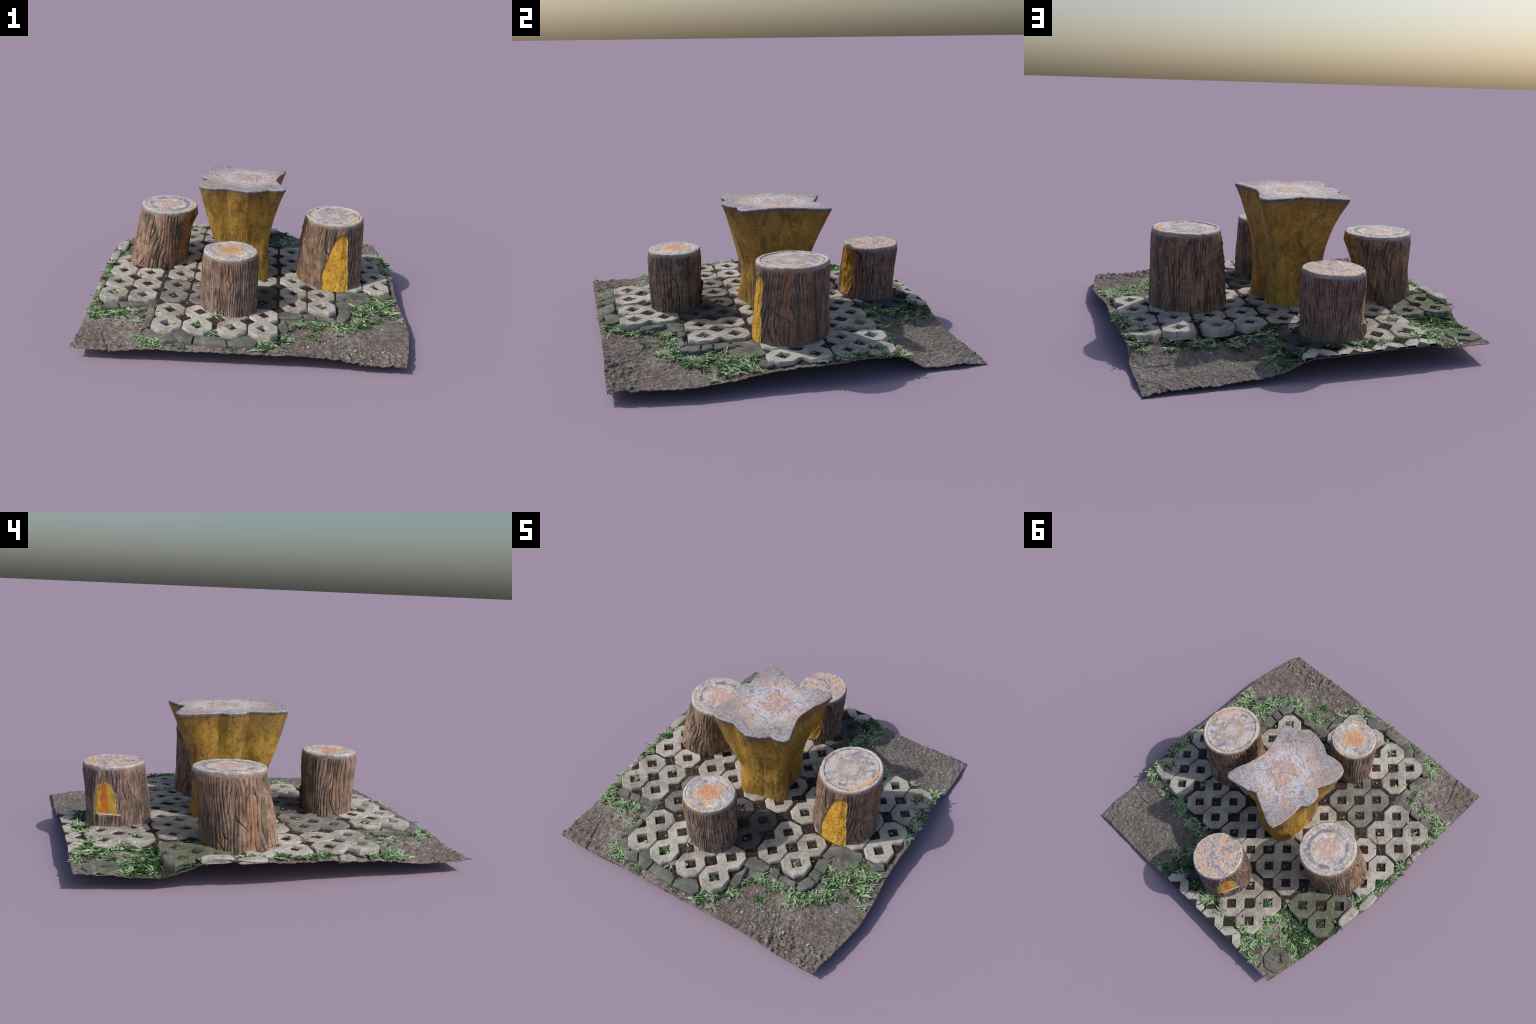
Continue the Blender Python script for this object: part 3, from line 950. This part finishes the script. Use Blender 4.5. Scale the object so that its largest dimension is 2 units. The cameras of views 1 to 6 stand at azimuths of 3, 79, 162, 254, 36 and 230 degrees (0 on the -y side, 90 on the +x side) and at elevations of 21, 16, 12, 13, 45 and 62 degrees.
def build_stool(kind):
    q = STOOLS[kind]
    cx, cy = q['c']
    n = 680
    th = np.linspace(-math.pi, math.pi, n, endpoint=False)
    z0, zt = .085, q['top'] - .019
    nz = 160
    zz = np.linspace(z0, zt, nz)
    TH, Z = np.meshgrid(th, zz)
    R = trunk_radius(q, TH, Z)
    bare, niche = patch_masks(kind, q, TH, Z)
    fur, rid, _ = bark_field(TH, Z, q)
    fade = sstep(zt + .004, zt - .03, Z)
    soft = bare
    inside = np.zeros_like(TH)
    if kind == 'north':
        inside = ((niche < 1) & (Z > NB) & (Z < NB + NH + .02)).astype(float)
        soft = np.maximum(bare, inside)
    def blur(a, k=3):
        for _ in range(k):
            a = (np.roll(a, 1, 1) + np.roll(a, -1, 1) + 2 * a) / 4
            b = a.copy()
            b[1:-1] = (a[:-2] + a[2:] + 2 * a[1:-1]) / 4
            a = b
        return a
    ct, st = np.cos(TH), np.sin(TH)
    coarse = fbm(ct * 5 + 3, st * 5, Z * 9 + q['phase'], 3)
    grain = fbm(ct * 26 + 9, st * 26, Z * 30 + q['phase'], 3)
    disp = (-q['depth'] * fur + .0022 * rid) * fade * (1 - blur(soft)) + .0022 * coarse * fade + .0008 * grain
    sb = blur(bare)
    disp += -.006 * sb + .0025 * sb * fbm(ct * 9, st * 9, Z * 16 + 8, 3)
    if kind == 'north':
        # the bare side towards the table is lumpy
        disp += .007 * sb * np.clip(fbm(ct * 12, st * 12, Z * 22, 2), 0, 1)
    if kind == 'east':
        lump = np.exp(-(angdiff(TH, math.pi) / .5) ** 2) * sstep(.24, .34, Z) * sstep(.50, .44, Z)
        disp += lump * .012 * np.abs(fbm(ct * 14, st * 14, Z * 26, 3))
    R2 = R + disp
    if kind == 'north':
        # vertical plane cut into the flaring trunk makes the arch and its sill
        dn = angdiff(TH, 2.78)
        plane = (.155 - .006 * (1 - np.clip((Z - NB) / NH, 0, 1))) / np.maximum(np.cos(dn), .3)
        cut = blur(inside, 1)
        R2 = R2 * (1 - cut) + np.minimum(R2, plane) * cut
    if kind == 'west':
        # undercut flank towards the table
        R2 -= .020 * np.exp(-(angdiff(TH, -.65) / .5) ** 2) * sstep(.40, .28, Z)
        # broken-off foot on the south-west side
        hole = np.exp(-(angdiff(TH, -2.05) / .30) ** 2) * sstep(.150, .118, Z + .01 * fbm(ct * 16, st * 16, Z * 10, 2))
        R2 -= .030 * hole
    V = np.stack([R2 * ct, R2 * st, Z - z0], -1).reshape(-1, 3)
    F = ring_faces(n, nz)
    fm = lambda a: a[:-1].ravel()
    fb, fi = fm(bare) > .5, fm(inside) > .5
    root = empty('log_stool', (cx, cy, z0), LABELS[kind], 'stool')
    parts = [('trunk', F[~fb & ~fi], bark_material(kind, q))]
    if fb.any():
        parts.append(('bare_wood', F[fb & ~fi], bare_material(kind)))
    if fi.any():
        parts.append(('niche', F[fi], niche_material()))
    for nm, f, mat in parts:
        v, f2 = compact(V, f)
        link(nm, mesh_np(nm, v, f2), root, mat)
    # seat: rounded rim, groove, slightly dished face
    Rt = R2[-1]
    Rs = trunk_radius(q, th, np.full(n, q['top']))
    cen = np.array([0.0, 0.0])
    rows = []
    prof = [(0, 0)]
    m_r = 12
    for k in range(1, m_r + 1):
        a = k / m_r * math.pi / 2
        prof.append((math.sin(a), 1 - math.cos(a)))   # (up, in)
    rim_w = .010
    tl = q['tilt']
    for up, inn in prof:
        rr = Rt + (Rs - rim_w - Rt) * (inn ** 1.0)
        rr = Rt * (1 - inn) + (Rs - rim_w) * inn
        rr = rr + .0035 * up * fbm(np.cos(th) * 7 + 3, np.sin(th) * 7, q['phase'], 3)
        x, y = rr * np.cos(th), rr * np.sin(th)
        rows.append(np.stack([x, y, zt + (q['top'] - zt) * up + 0 * x], -1))
    base_r = Rs - rim_w + .0035 * fbm(np.cos(th) * 7 + 3, np.sin(th) * 7, q['phase'], 3)
    gr = GROOVE[kind]
    for f in np.concatenate([np.linspace(.99, .70, 26), np.linspace(.66, .04, 26)]):
        wob = (.030 if kind == 'east' else .018) * fbm(np.cos(th) * 2 + 5, np.sin(th) * 2, q['phase'], 2)
        rr = base_r * f
        x, y = rr * np.cos(th), rr * np.sin(th)
        g = np.exp(-((f - gr - wob) / .012) ** 2)
        inner = sstep(gr + .01, gr - .02, f - wob)
        gd, step = {'east': (.0040, .003), 'south': (.0018, .0), 'north': (.0014, .0005), 'west': (.0012, .0006)}[kind]
        zz_ = q['top'] - gd * g - step * inner + .0016 * fbm(x * 22, y * 22, q['phase'], 3) + .0012 * fbm(x * 70, y * 70, q['phase'], 2)
        rows.append(np.stack([x, y, zz_], -1))
    # edge wobble fades in from the rim to hide the circle
    V = np.concatenate(rows)
    rad = np.hypot(V[:, 0], V[:, 1])
    V[:, 2] += tl[0] * V[:, 0] * sstep(0, .08, rad) * sstep(zt - .0001, q['top'], V[:, 2]) + tl[1] * V[:, 1] * sstep(zt - .0001, q['top'], V[:, 2])
    V[n:, 2] += .0014 * fbm(V[n:, 0] * 30, V[n:, 1] * 30, 2.2, 2) + .0032 * fbm(V[n:, 0] * 9, V[n:, 1] * 9, 1.2 + q['phase'], 2) * sstep(zt, q['top'], V[n:, 2])
    V[:, 2] -= z0
    Fc = ring_faces(n, len(rows))
    last = (len(rows) - 1) * n
    V = np.concatenate([V, [V[last:last + n].mean(0)]])
    j = np.arange(n)
    tri = np.stack([last + j, last + (j + 1) % n, np.full(n, len(V) - 1), np.full(n, len(V) - 1)], -1)
    bm_me = mesh_np('seat', V, np.concatenate([Fc, tri[:, [0, 1, 2, 2]]]) if False else Fc)
    bm = bmesh.new()
    bm.from_mesh(bm_me)
    bmesh.ops.holes_fill(bm, edges=[e for e in bm.edges if e.is_boundary and max(math.hypot(v.co.x, v.co.y) for v in e.verts) < .03])
    for f in bm.faces:
        f.smooth = True
    bm.to_mesh(bm_me)
    bm.free()
    link('seat', bm_me, root, seat_material(kind, q))
    if kind == 'south':
        build_flakes(root, q, z0)
    return root


GROOVE = {'south': .955, 'east': .925, 'north': .945, 'west': .935}


def build_flakes(root, q, z0):
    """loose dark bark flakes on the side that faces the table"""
    r = np.random.default_rng(9)
    M = Mat('bark_flake', .95, .15)
    mat = M.done(M.ramp(M.noise(60, 3), [(.3, (.030, .022, .018)), (.7, (.13, .085, .06))]))
    for i in range(13):
        a, z = math.pi / 2 + r.normal(0, .22), r.uniform(.13, .26)
        R = float(trunk_radius(q, np.array([a]), np.array([z]))[0])
        bm = bmesh.new()
        bmesh.ops.create_icosphere(bm, subdivisions=3, radius=1)
        co = np.array([v.co[:] for v in bm.verts])
        k = 1 + .45 * fbm(co[:, 0] * 1.7 + i * 3, co[:, 1] * 1.7, co[:, 2] * 1.7, 2)
        sx, sy, sz = r.uniform(.006, .010), r.uniform(.007, .012), r.uniform(.014, .026)
        for v, kk in zip(bm.verts, k):
            v.co = Vector((v.co.x * sx, v.co.y * sy, v.co.z * sz)) * kk
        bmesh.ops.transform(bm, verts=bm.verts, matrix=Matrix.Translation(((R + .006) * math.cos(a), (R + .006) * math.sin(a), z - z0)) @ Matrix.Rotation(a, 4, 'Z') @ Matrix.Rotation(r.normal(0, .5), 4, 'X'))
        me = bpy.data.meshes.new('bark_flake')
        bm.to_mesh(me)
        bm.free()
        me.polygons.foreach_set('use_smooth', np.ones(len(me.polygons), bool))
        link('bark_flake', me, root, mat)


TONES = {'south': ((.225, .152, .115), (.36, .200, .112), (.078, .078, .076)), 'east': ((.255, .157, .102), (.39, .195, .092), (.080, .075, .070)),
         'north': ((.222, .145, .116), (.35, .178, .100), (.078, .073, .074)), 'west': ((.262, .168, .115), (.40, .195, .100), (.096, .086, .064))}


def bark_material(kind, q):
    M = Mat('bark_' + kind, .8, .3)
    base, warm, dark = TONES[kind]
    th = M.theta()
    fur, rid, u = bark_field(th, M.z + .085, q)
    streak = M.noise(10, 4, .6, .5, vec=M.scaled(1, 1, .14, (q['phase'], 0, 0)))
    streak2 = M.noise(15, 4, .65, .3, vec=M.scaled(1, 1, .12, (3, q['phase'], 0)))
    fibre = M.noise(75, 4, .65, .2, vec=M.scaled(1, 1, .09, (1, 2, q['phase'])))
    fine = M.noise(210, 3, .7)
    blot = M.noise(17, 5, .7)
    c = M.mix(f_ss(.36, .64, blot), tuple(v * .72 for v in base), tuple(min(1, v * 1.45 + .015) for v in base))
    c = M.mix(f_ss(.52, .64, streak) * .65, c, warm)
    c = M.mix(f_ss(.50, .60, streak2) * .80, c, dark)
    c = M.mix(f_ss(.53, .68, fibre) * .35, c, (.42, .30, .22))
    c = M.mix(f_ss(.47, .34, fibre) * .75, c, (.030, .022, .019))
    c = M.mix(f_ss(.54, .72, fine) * .35, c, (.48, .40, .35))
    c = M.mix(f_ss(.46, .30, fine) * .45, c, (.035, .027, .024))
    c = M.mix(fur * .88, c, (.018, .014, .013))
    # whitened wear and lavender grime running over the upper edge
    topz = q['top'] - .085
    worn = f_ss(-.036, -.012, M.z - topz + .034 * (M.noise(26, 4, .7) - .5) * 2)
    c = M.mix(worn * .8, c, M.ramp(blot * .5 + fine * .5, [(.34, (.085, .078, .085)), (.50, (.24, .215, .215)), (.66, (.52, .48, .45))]))
    fleck = f_ss(.13, .08, M.voronoi(34)) * f_ss(.60, .66, M.noise(23, 1))
    c = M.mix(fleck * .7, c, (.62, .58, .54))
    if kind == 'west':
        # bare concrete showing at the foot
        foot = f_ss(.046, .018, M.z + (M.noise(12, 2) - .5) * .09) * f_ss(.50, .6, M.noise(7, 1))
        c = M.mix(foot, c, (.40, .36, .31))
    else:
        foot = f_ss(.060, .034, M.z + (M.noise(15, 2) - .5) * .03)
        c = M.mix(foot * .5, c, (.24, .20, .17))
    return M.done(c, fine * .3 + blot * .3 + fibre * .8, .6, .004)


def bare_material(kind):
    M = Mat('bare_wood_' + kind, .8, .25)
    a, f, s = M.noise(13, 4, .65), M.noise(70, 3, .7), M.noise(26, 3, .6, vec=M.scaled(1, 1, .4))
    if kind == 'east':
        c = M.ramp(a * .6 + s * .4, [(.32, (.40, .205, .030)), (.46, (.66, .36, .042)), (.60, (.80, .46, .065)), (.75, (.84, .58, .19))])
    else:
        c = M.ramp(a * .6 + s * .4, [(.32, (.22, .120, .030)), (.50, (.50, .260, .045)), (.68, (.72, .36, .05))])
    c = M.mix(f_ss(.46, .32, f) * .75, c, (.10, .05, .012))
    return M.done(c, f * .4 + a, .5, .006)


def niche_material():
    M = Mat('niche_paint', .75, .3)
    # lateral coordinate across the niche and its height
    a = 2.78
    s = M.y * math.cos(a) - M.x * math.sin(a)
    z = M.z + .085
    f = niche_f(s, z)
    n, g = M.noise(22, 4, .65), M.noise(90, 3, .7)
    yel = M.ramp(n, [(.32, (.36, .20, .030)), (.5, (.58, .345, .045)), (.7, (.70, .46, .09))])
    org = M.ramp(n, [(.32, (.44, .12, .020)), (.6, (.68, .22, .035))])
    cream = M.ramp(g * .5 + n * .5, [(.35, (.40, .30, .18)), (.6, (.68, .57, .40))])
    c = M.mix(f_ss(.010, .004, f_abs(s + .004) - (.35 - z) * .10 + (n - .5) * .006), yel, org)
    e = f + (n - .5) * .05
    c = M.mix(f_ss(.73, .76, e), c, cream)
    c = M.mix(f_ss(.035, .014, f_abs(e - .83)) * .9, c, (.03, .022, .018))
    sill = f_ss(NB + .014, NB + .006, z + (n - .5) * .008)
    c = M.mix(sill, c, cream)
    c = M.mix(f_ss(.42, .30, g) * .5, c, (.10, .05, .02))
    return M.done(c, g * .4 + n, .4, .004)


def seat_material(kind, q):
    M = Mat('seat_paint_' + kind, .6, .35)
    ex = q['prof'][-1][1]
    ax, ay = (ex[0] + ex[1]) / 2, (ex[2] + ex[3]) / 2
    ox, oy = (ex[0] - ex[1]) / 2, (ex[2] - ex[3]) / 2
    dx, dy = (M.x - ox) / ax, (M.y - oy) / ay
    r = f_sqrt(dx * dx + dy * dy)
    blot, fine, mid = M.noise(14, 5, .7, .8), M.noise(200, 4, .72), M.noise(48, 5, .75, .4)
    wob = (M.noise(9, 4, .6) - .5) * .26
    rr = r + wob
    grey = M.ramp(blot * .5 + mid * .5, [(.34, (.150, .138, .158)), (.43, (.32, .295, .315)), (.52, (.54, .50, .515)), (.63, (.80, .76, .755))])
    cream = M.ramp(mid * .6 + fine * .4, [(.34, (.20, .175, .155)), (.46, (.50, .455, .40)), (.60, (.80, .76, .70))])
    if kind == 'south':
        c = M.mix(f_ss(.47, .57, M.noise(20, 5, .7, .8) + .26 * f_ss(.75, .15, rr) - .05) * .75, grey, (.64, .42, .21))
        c = M.mix(f_ss(.52, .20, rr + (mid - .5) * .5) * .78, c, (.62, .27, .145))
        c = M.mix(f_ss(.58, .66, mid) * .6, c, (.70, .58, .52))
    elif kind == 'north':
        c = M.mix(f_ss(.47, .55, blot + (mid - .5) * .5) * .68, grey, (.70, .39, .21))
        c = M.mix(f_ss(.50, .60, M.noise(22, 5, .7)) * .75, c, (.66, .50, .47))
        c = M.mix(f_ss(.46, .38, mid) * .6, c, (.13, .115, .13))
    elif kind == 'east':
        c = M.mix(f_ss(.47, .60, blot) * .50, grey, (.66, .44, .36))
        c = M.mix(f_ss(.5, .62, M.noise(7, 2)) * .5, c, (.66, .63, .66))
        c = M.mix(f_ss(.16, .05, f_abs(rr - .36)) * .45, c, (.46, .30, .18))
        c = M.mix(f_ss(.24, .08, rr + (mid - .5) * .3) * .5, c, (.62, .60, .64))
        # fresh orange arc on the south-east rim
        arc = f_ss(.050, .02, f_abs(r - .80 + (mid - .5) * .05)) * f_ss(.40, .52, .80 * dx - .32 * dy)
        c = M.mix(arc * .9, c, (.82, .38, .08))
        c = M.mix(f_ss(.06, .03, f_sqrt((dx - .42) * (dx - .42) + (dy - .52) * (dy - .52))) * .7, c, (.10, .10, .12))
    else:
        c = M.mix(f_ss(.62, .30, rr + (blot - .5) * .9) * .70, grey, (.62, .40, .32))
        c = M.mix(f_ss(.52, .62, M.noise(10, 3)) * f_ss(.55, .2, rr) * .6, c, (.64, .62, .68))
        c = M.mix(f_ss(.04, .012, f_abs(rr - .58)) * f_ss(.40, .52, M.noise(9, 2)) * .75, c, (.70, .54, .34))
        c = M.mix(f_ss(.10, .03, f_abs(rr - .67)) * f_ss(.36, .5, M.noise(6, 2)) * .65, c, (.115, .115, .155))
    rings = f_ss(.34, .5, f_abs(f_frac(rr * 7.5) - .5))
    c = M.mix(rings * .16, c, (.13, .115, .13))
    # worn pale outer rim with a broken dark line inside it
    gr = GROOVE[kind] * .933
    jig = wob * .22 + (mid - .5) * .05
    rim = f_ss(gr - .015, gr + .03, r + jig)
    c = M.mix(rim * .80 * f_ss(.34, .52, M.noise(13, 4, .7)), c, cream)
    dk = {'east': .85, 'south': .55, 'north': .45, 'west': .4}[kind]
    groove = f_ss(.017, .006, f_abs(r + wob * .22 - gr)) * f_ss(.40, .54, M.noise(8, 3))
    c = M.mix(groove * dk, c, (.05, .04, .03))
    yl = f_ss(.024, .010, f_abs(r + jig - gr + .03)) * f_ss(.42, .52, M.noise(9, 2))
    c = M.mix(yl * .6, c, (.66, .52, .24))
    c = M.mix(f_ss(.57, .70, fine) * .45, c, (.82, .79, .78))
    c = M.mix(f_ss(.45, .32, fine) * .55, c, (.085, .075, .085))
    # grimy lip outside, where the bark begins
    base, warm, dark = TONES[kind]
    lip = f_ss(.965, 1.005, r + (mid - .5) * .16 + (blot - .5) * .06)
    c = M.mix(lip * .85, c, M.ramp(mid * .6 + blot * .4, [(.38, dark), (.50, base), (.58, tuple(v * 1.2 + .05 for v in base)), (.66, (.50, .46, .43))]))
    return M.done(c, fine * .4 + mid, .4, .004)


LABELS = {'south': 'small log stool with dark brown bark and orange seat', 'east': 'large log stool with yellow bare patch and pale seat',
          'north': 'log stool with arched yellow niche and orange seat', 'west': 'leaning log stool with brown bark and ringed seat'}


# ------------------------------------------------------------------- table ---
TC = np.array([-.06, .10])
TOP_OUTLINE = [(.172, -.147), (.130, -.164), (.084, -.158), (.043, -.202), (-.024, -.228), (-.088, -.219), (-.151, -.184), (-.208, -.202), (-.269, -.200),
               (-.306, -.181), (-.323, -.140), (-.314, -.064), (-.277, .013), (-.316, .041), (-.331, .089), (-.327, .133), (-.293, .171), (-.303, .225),
               (-.303, .301), (-.284, .388), (-.247, .388), (-.184, .362), (-.095, .327), (-.045, .303), (.003, .329), (.094, .354), (.151, .363), (.170, .340),
               (.160, .273), (.135, .194), (.119, .110), (.122, .053), (.141, -.005), (.162, -.064), (.182, -.116)]
BASE_OUTLINE = [(-.178, -.108), (-.135, -.135), (-.07, -.110), (-.016, -.088), (.045, -.086), (.102, -.060), (.112, -.012), (.082, .022), (.062, .075),
                (.072, .17), (.040, .240), (-.02, .262), (-.09, .262), (-.138, .267), (-.192, .249), (-.215, .219), (-.230, .174), (-.224, .076), (-.213, -.01), (-.198, -.080)]


def polar(outline, th, smooth):
    p = np.array(outline) - TC
    a, r = np.arctan2(p[:, 1], p[:, 0]), np.hypot(p[:, 0], p[:, 1])
    o = np.argsort(a)
    a, r = a[o], r[o]
    # straight chords between the control points rather than polar arcs
    res = np.empty_like(th)
    aa, ra = np.concatenate([a - TAU, a, a + TAU]), np.tile(r, 3)
    k = np.searchsorted(aa, th)
    x0, y0 = ra[k - 1] * np.cos(aa[k - 1]), ra[k - 1] * np.sin(aa[k - 1])
    x1, y1 = ra[k] * np.cos(aa[k]), ra[k] * np.sin(aa[k])
    ct, st = np.cos(th), np.sin(th)
    den = ct * (y1 - y0) - st * (x1 - x0)
    res = (x0 * (y1 - y0) - y0 * (x1 - x0)) / den
    for _ in range(smooth):
        res = (np.roll(res, 1) + 2 * res + np.roll(res, -1)) / 4
    return res


def ring_blur(r, deg):
    k = np.fft.rfftfreq(len(r), 1 / len(r))
    return np.fft.irfft(np.fft.rfft(r) * np.exp(-.5 * (k * math.radians(deg)) ** 2), len(r))


def top_z(x, y):
    return .7175 - .033 * (y - .1) + .004 * x


def build_table():
    n = 640
    th = np.linspace(-math.pi, math.pi, n, endpoint=False)
    Rt, Rts, Rb = polar(TOP_OUTLINE, th, 5), polar(TOP_OUTLINE, th, 40), polar(BASE_OUTLINE, th, 60)
    Rw = polar(BASE_OUTLINE, th, 900)
    Rw = np.minimum(Rw, Rb + .01) * .985
    # the star's ribs and hollows run down the stem, fading
    Rw = Rw + .26 * (Rts - ring_blur(Rts, 26)) - .004
    bump = lambda at, w: np.exp(-(angdiff(th, at) / w) ** 2)
    flare = 1.65 - .85 * bump(-2.25, .55) - .35 * bump(.85, .4) - .35 * bump(-.1, .35) - .22 * bump(-1.35, .40) + .25 * bump(-.78, .30) + .50 * bump(1.65, .45)
    Rw = Rw + .006 * bump(-1.2, .5)
    Rw = Rw - .007 * np.exp(-(th / .5) ** 2) - .006 * np.exp(-(angdiff(th, 1.65) / .5) ** 2)
    ct, st = np.cos(th), np.sin(th)
    z0 = .09
    rows = []
    nz = 150
    lip = .018
    ztop = top_z(TC[0] + Rt * ct, TC[1] + Rt * st) - lip
    for i in range(nz):
        t = i / (nz - 1)
        z = z0 + (ztop - z0) * t
        zc = float(np.mean(z))
        u = np.clip((zc - .31) / (.702 - .31), 0, 1)
        w = u ** flare
        foot = sstep(.30, .12, zc)
        sharp = sstep(.15, .8, u)
        rt = Rts + (Rt - Rts) * sharp
        r = (Rw * (1 - foot) + (Rb * 1.01) * foot) * (1 - w) + rt * w
        g = fbm(ct * 3 + 1, st * 3, zc * 3.2, 3)
        f = fbm(ct * 11, st * 11, zc * 9, 3)
        r = r + .0035 * g * (1 - u ** 3) + .0016 * f
        # swellings under the two eastern corners
        r = r + .013 * np.exp(-((u - .62) / .17) ** 2) * (bump(-.42, .26) + bump(.42, .26))
        # roots: small toes at the foot
        r = r + .008 * sstep(.16, .10, zc) * np.abs(fbm(ct * 7 + 2, st * 7, 1.1, 2))
        rows.append(np.stack([r * ct, r * st, z - z0 + 0 * r], -1))
    V = np.concatenate(rows)
    root = empty('stump_table', (TC[0], TC[1], z0), 'star topped yellow tree stump table with grey top', 'table')
    link('pedestal', mesh_np('pedestal', V, ring_faces(n, nz)), root, yellow_material())
    # top: rough dark lip, then the flat face
    rows = []
    e = .0014 * fbm(ct * 30, st * 30, 4.4, 2) + .0030 * fbm(ct * 13, st * 13, 6.4, 3)
    for k, (inn, dz) in enumerate(((.0, -lip), (-.0015, -lip * .7), (-.002, -lip * .35), (-.001, -.003), (.002, -.0006), (.006, 0))):
        r = Rt - inn + e
        x, y = r * ct, r * st
        rows.append(np.stack([x, y, top_z(TC[0] + x, TC[1] + y) + dz + .0012 * fbm(x * 40, y * 40, dz * 200, 2)], -1))
    for f in np.linspace(.985, .03, 60):
        r = (Rt - .006 + e) * f
        x, y = r * ct, r * st
        rows.append(np.stack([x, y, top_z(TC[0] + x, TC[1] + y) + 0.0030 * fbm(x * 11, y * 11, 3.3, 3) + .0012 * fbm(x * 60, y * 60, 1.3, 2)], -1))
    V = np.concatenate(rows)
    V[:, 2] -= z0
    me = mesh_np('table_top', V, ring_faces(n, len(rows)))
    bm = bmesh.new()
    bm.from_mesh(me)
    bmesh.ops.holes_fill(bm, edges=[x for x in bm.edges if x.is_boundary and max(math.hypot(v.co.x, v.co.y) for v in x.verts) < .03])
    for f in bm.faces:
        f.smooth = True
    bm.to_mesh(me)
    bm.free()
    link('table_top', me, root, top_material())
    return root


def yellow_material():
    M = Mat('yellow_paint', .66, .3)
    a, b = M.noise(6, 5, .65, .6), M.noise(15, 5, .7, .6)
    f, mid = M.noise(190, 4, .72), M.noise(55, 4, .7)
    s = M.noise(12, 5, .68, 1.2, vec=M.scaled(1, 1, .4))
    c = M.ramp(a * .45 + b * .4 + mid * .15, [(.34, (.25, .135, .030)), (.44, (.44, .250, .044)), (.54, (.58, .345, .060)), (.66, (.66, .45, .120))])
    # greenish algae tint and brown grime blotches
    c = M.mix(f_ss(.50, .64, M.noise(3.5, 3)) * .45, c, (.36, .27, .050))
    c = M.mix(f_ss(.46, .62, s) * .66, c, (.175, .092, .027))
    c = M.mix(f_ss(.57, .72, b) * .50, c, (.080, .050, .024))
    c = M.mix(f_ss(.54, .68, M.noise(9, 4, .7, .8, vec=M.scaled(1, 1, .3, (5, 5, 2)))) * .55, c, (.17, .135, .085))
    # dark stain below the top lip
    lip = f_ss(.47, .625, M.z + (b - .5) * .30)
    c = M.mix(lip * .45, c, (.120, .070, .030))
    # thin wandering cracks
    for sc, off in ((4.5, 0.0), (8.0, 3.0)):
        w = M.noise(sc, 5, .62, 1.2, vec=M.scaled(1, 1, .7, (off, off, 0)))
        cr = f_ss(.005, .0012, f_abs(w - .5)) * f_ss(.54, .64, M.noise(5, 2, vec=M.scaled(1, 1, 1, (off, 1, 5))))
        c = M.mix(cr * .5, c, (.060, .036, .014))
    c = M.mix(f_ss(.46, .33, f) * .65, c, (.10, .054, .016))
    c = M.mix(f_ss(.47, .36, mid) * .45, c, (.12, .064, .018))
    c = M.mix(f_ss(.58, .72, f) * .30, c, (.78, .54, .18))
    pit = f_ss(.16, .09, M.voronoi(21)) * f_ss(.60, .66, M.noise(12, 1))
    c = M.mix(pit * .85, c, (.03, .02, .010))
    return M.done(c, f * .35 + mid * .5 + b * .8, .5, .005)


def top_material():
    M = Mat('table_top_paint', .62, .4)
    big, blot, mid, fine = M.noise(4.2, 4, .6, .4), M.noise(12, 5, .68, .6), M.noise(48, 5, .75), M.noise(210, 4, .72)
    c = M.ramp(blot * .5 + mid * .5, [(.34, (.140, .130, .150)), (.43, (.33, .31, .345)), (.52, (.57, .545, .58)), (.63, (.84, .82, .85))])
    c = M.mix(f_ss(.46, .57, M.noise(9, 5, .72, .6) + (mid - .5) * .6) * .66, c, (.64, .42, .29))
    x, y = M.x, M.y
    r = f_sqrt(x * x + y * y)
    c = M.mix(f_ss(.17, .04, r + (blot - .5) * .35) * .38, c, (.62, .38, .34))
    c = M.mix(f_ss(.05, .01, f_abs(r + (big - .5) * .10 - .125)) * f_ss(.40, .55, mid) * .6, c, (.66, .67, .76))
    # darker weathered outer parts
    edge = f_ss(.16, .30, r + (blot - .5) * .30)
    c = M.mix(edge * .48, c, (.150, .142, .165))
    c = M.mix(f_ss(.49, .36, fine) * .72, c, (.060, .054, .062))
    c = M.mix(f_ss(.56, .68, fine) * .42, c, (.84, .81, .81))
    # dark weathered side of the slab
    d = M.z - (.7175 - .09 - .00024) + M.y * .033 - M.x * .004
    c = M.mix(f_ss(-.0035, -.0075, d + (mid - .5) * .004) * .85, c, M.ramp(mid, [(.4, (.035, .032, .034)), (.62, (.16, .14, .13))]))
    # long cracks
    wob = (M.noise(30, 3) - .5) * .016
    px, py = M.x + wob, M.y + (M.noise(33, 3) - .5) * .016
    best = None
    for line in CRACK_LINES:
        for (x0, y0), (x1, y1) in zip(line[:-1], line[1:]):
            vx, vy = x1 - x0, y1 - y0
            L2 = vx * vx + vy * vy
            t = f_min(f_max(((px - x0) * vx + (py - y0) * vy) / L2, 0.0), 1.0)
            ex, ey = px - (t * vx + x0), py - (t * vy + y0)
            d = f_sqrt(ex * ex + ey * ey)
            best = d if best is None else f_min(best, d)
    crack = f_ss(.0024, .0008, best)
    c = M.mix(crack * .65, c, (.035, .03, .032))
    return M.done(c, fine * .4 + mid - crack * 2, .35, .004)


# cracks on the face, in metres from the table centre
CRACK_LINES = [[(.138, .110), (.062, .049), (.030, .048), (-.035, .079), (-.061, .116)], [(.032, .046), (-.011, -.021), (-.080, -.054)],
               [(.090, -.196), (.042, -.156), (-.027, -.145), (-.078, -.111)], [(.042, -.156), (.062, -.095), (.060, .030)]]

# ------------------------------------------------------------------- build ---
ground = empty('paved_ground', (0, 0, 0), 'patch of soil with octagon grass pavers and weeds', 'paving')
build_soil(ground)
build_pavers(ground)
build_curbs(ground)
build_grass(ground)
build_litter(ground)
for k in STOOLS:
    build_stool(k)
build_table()
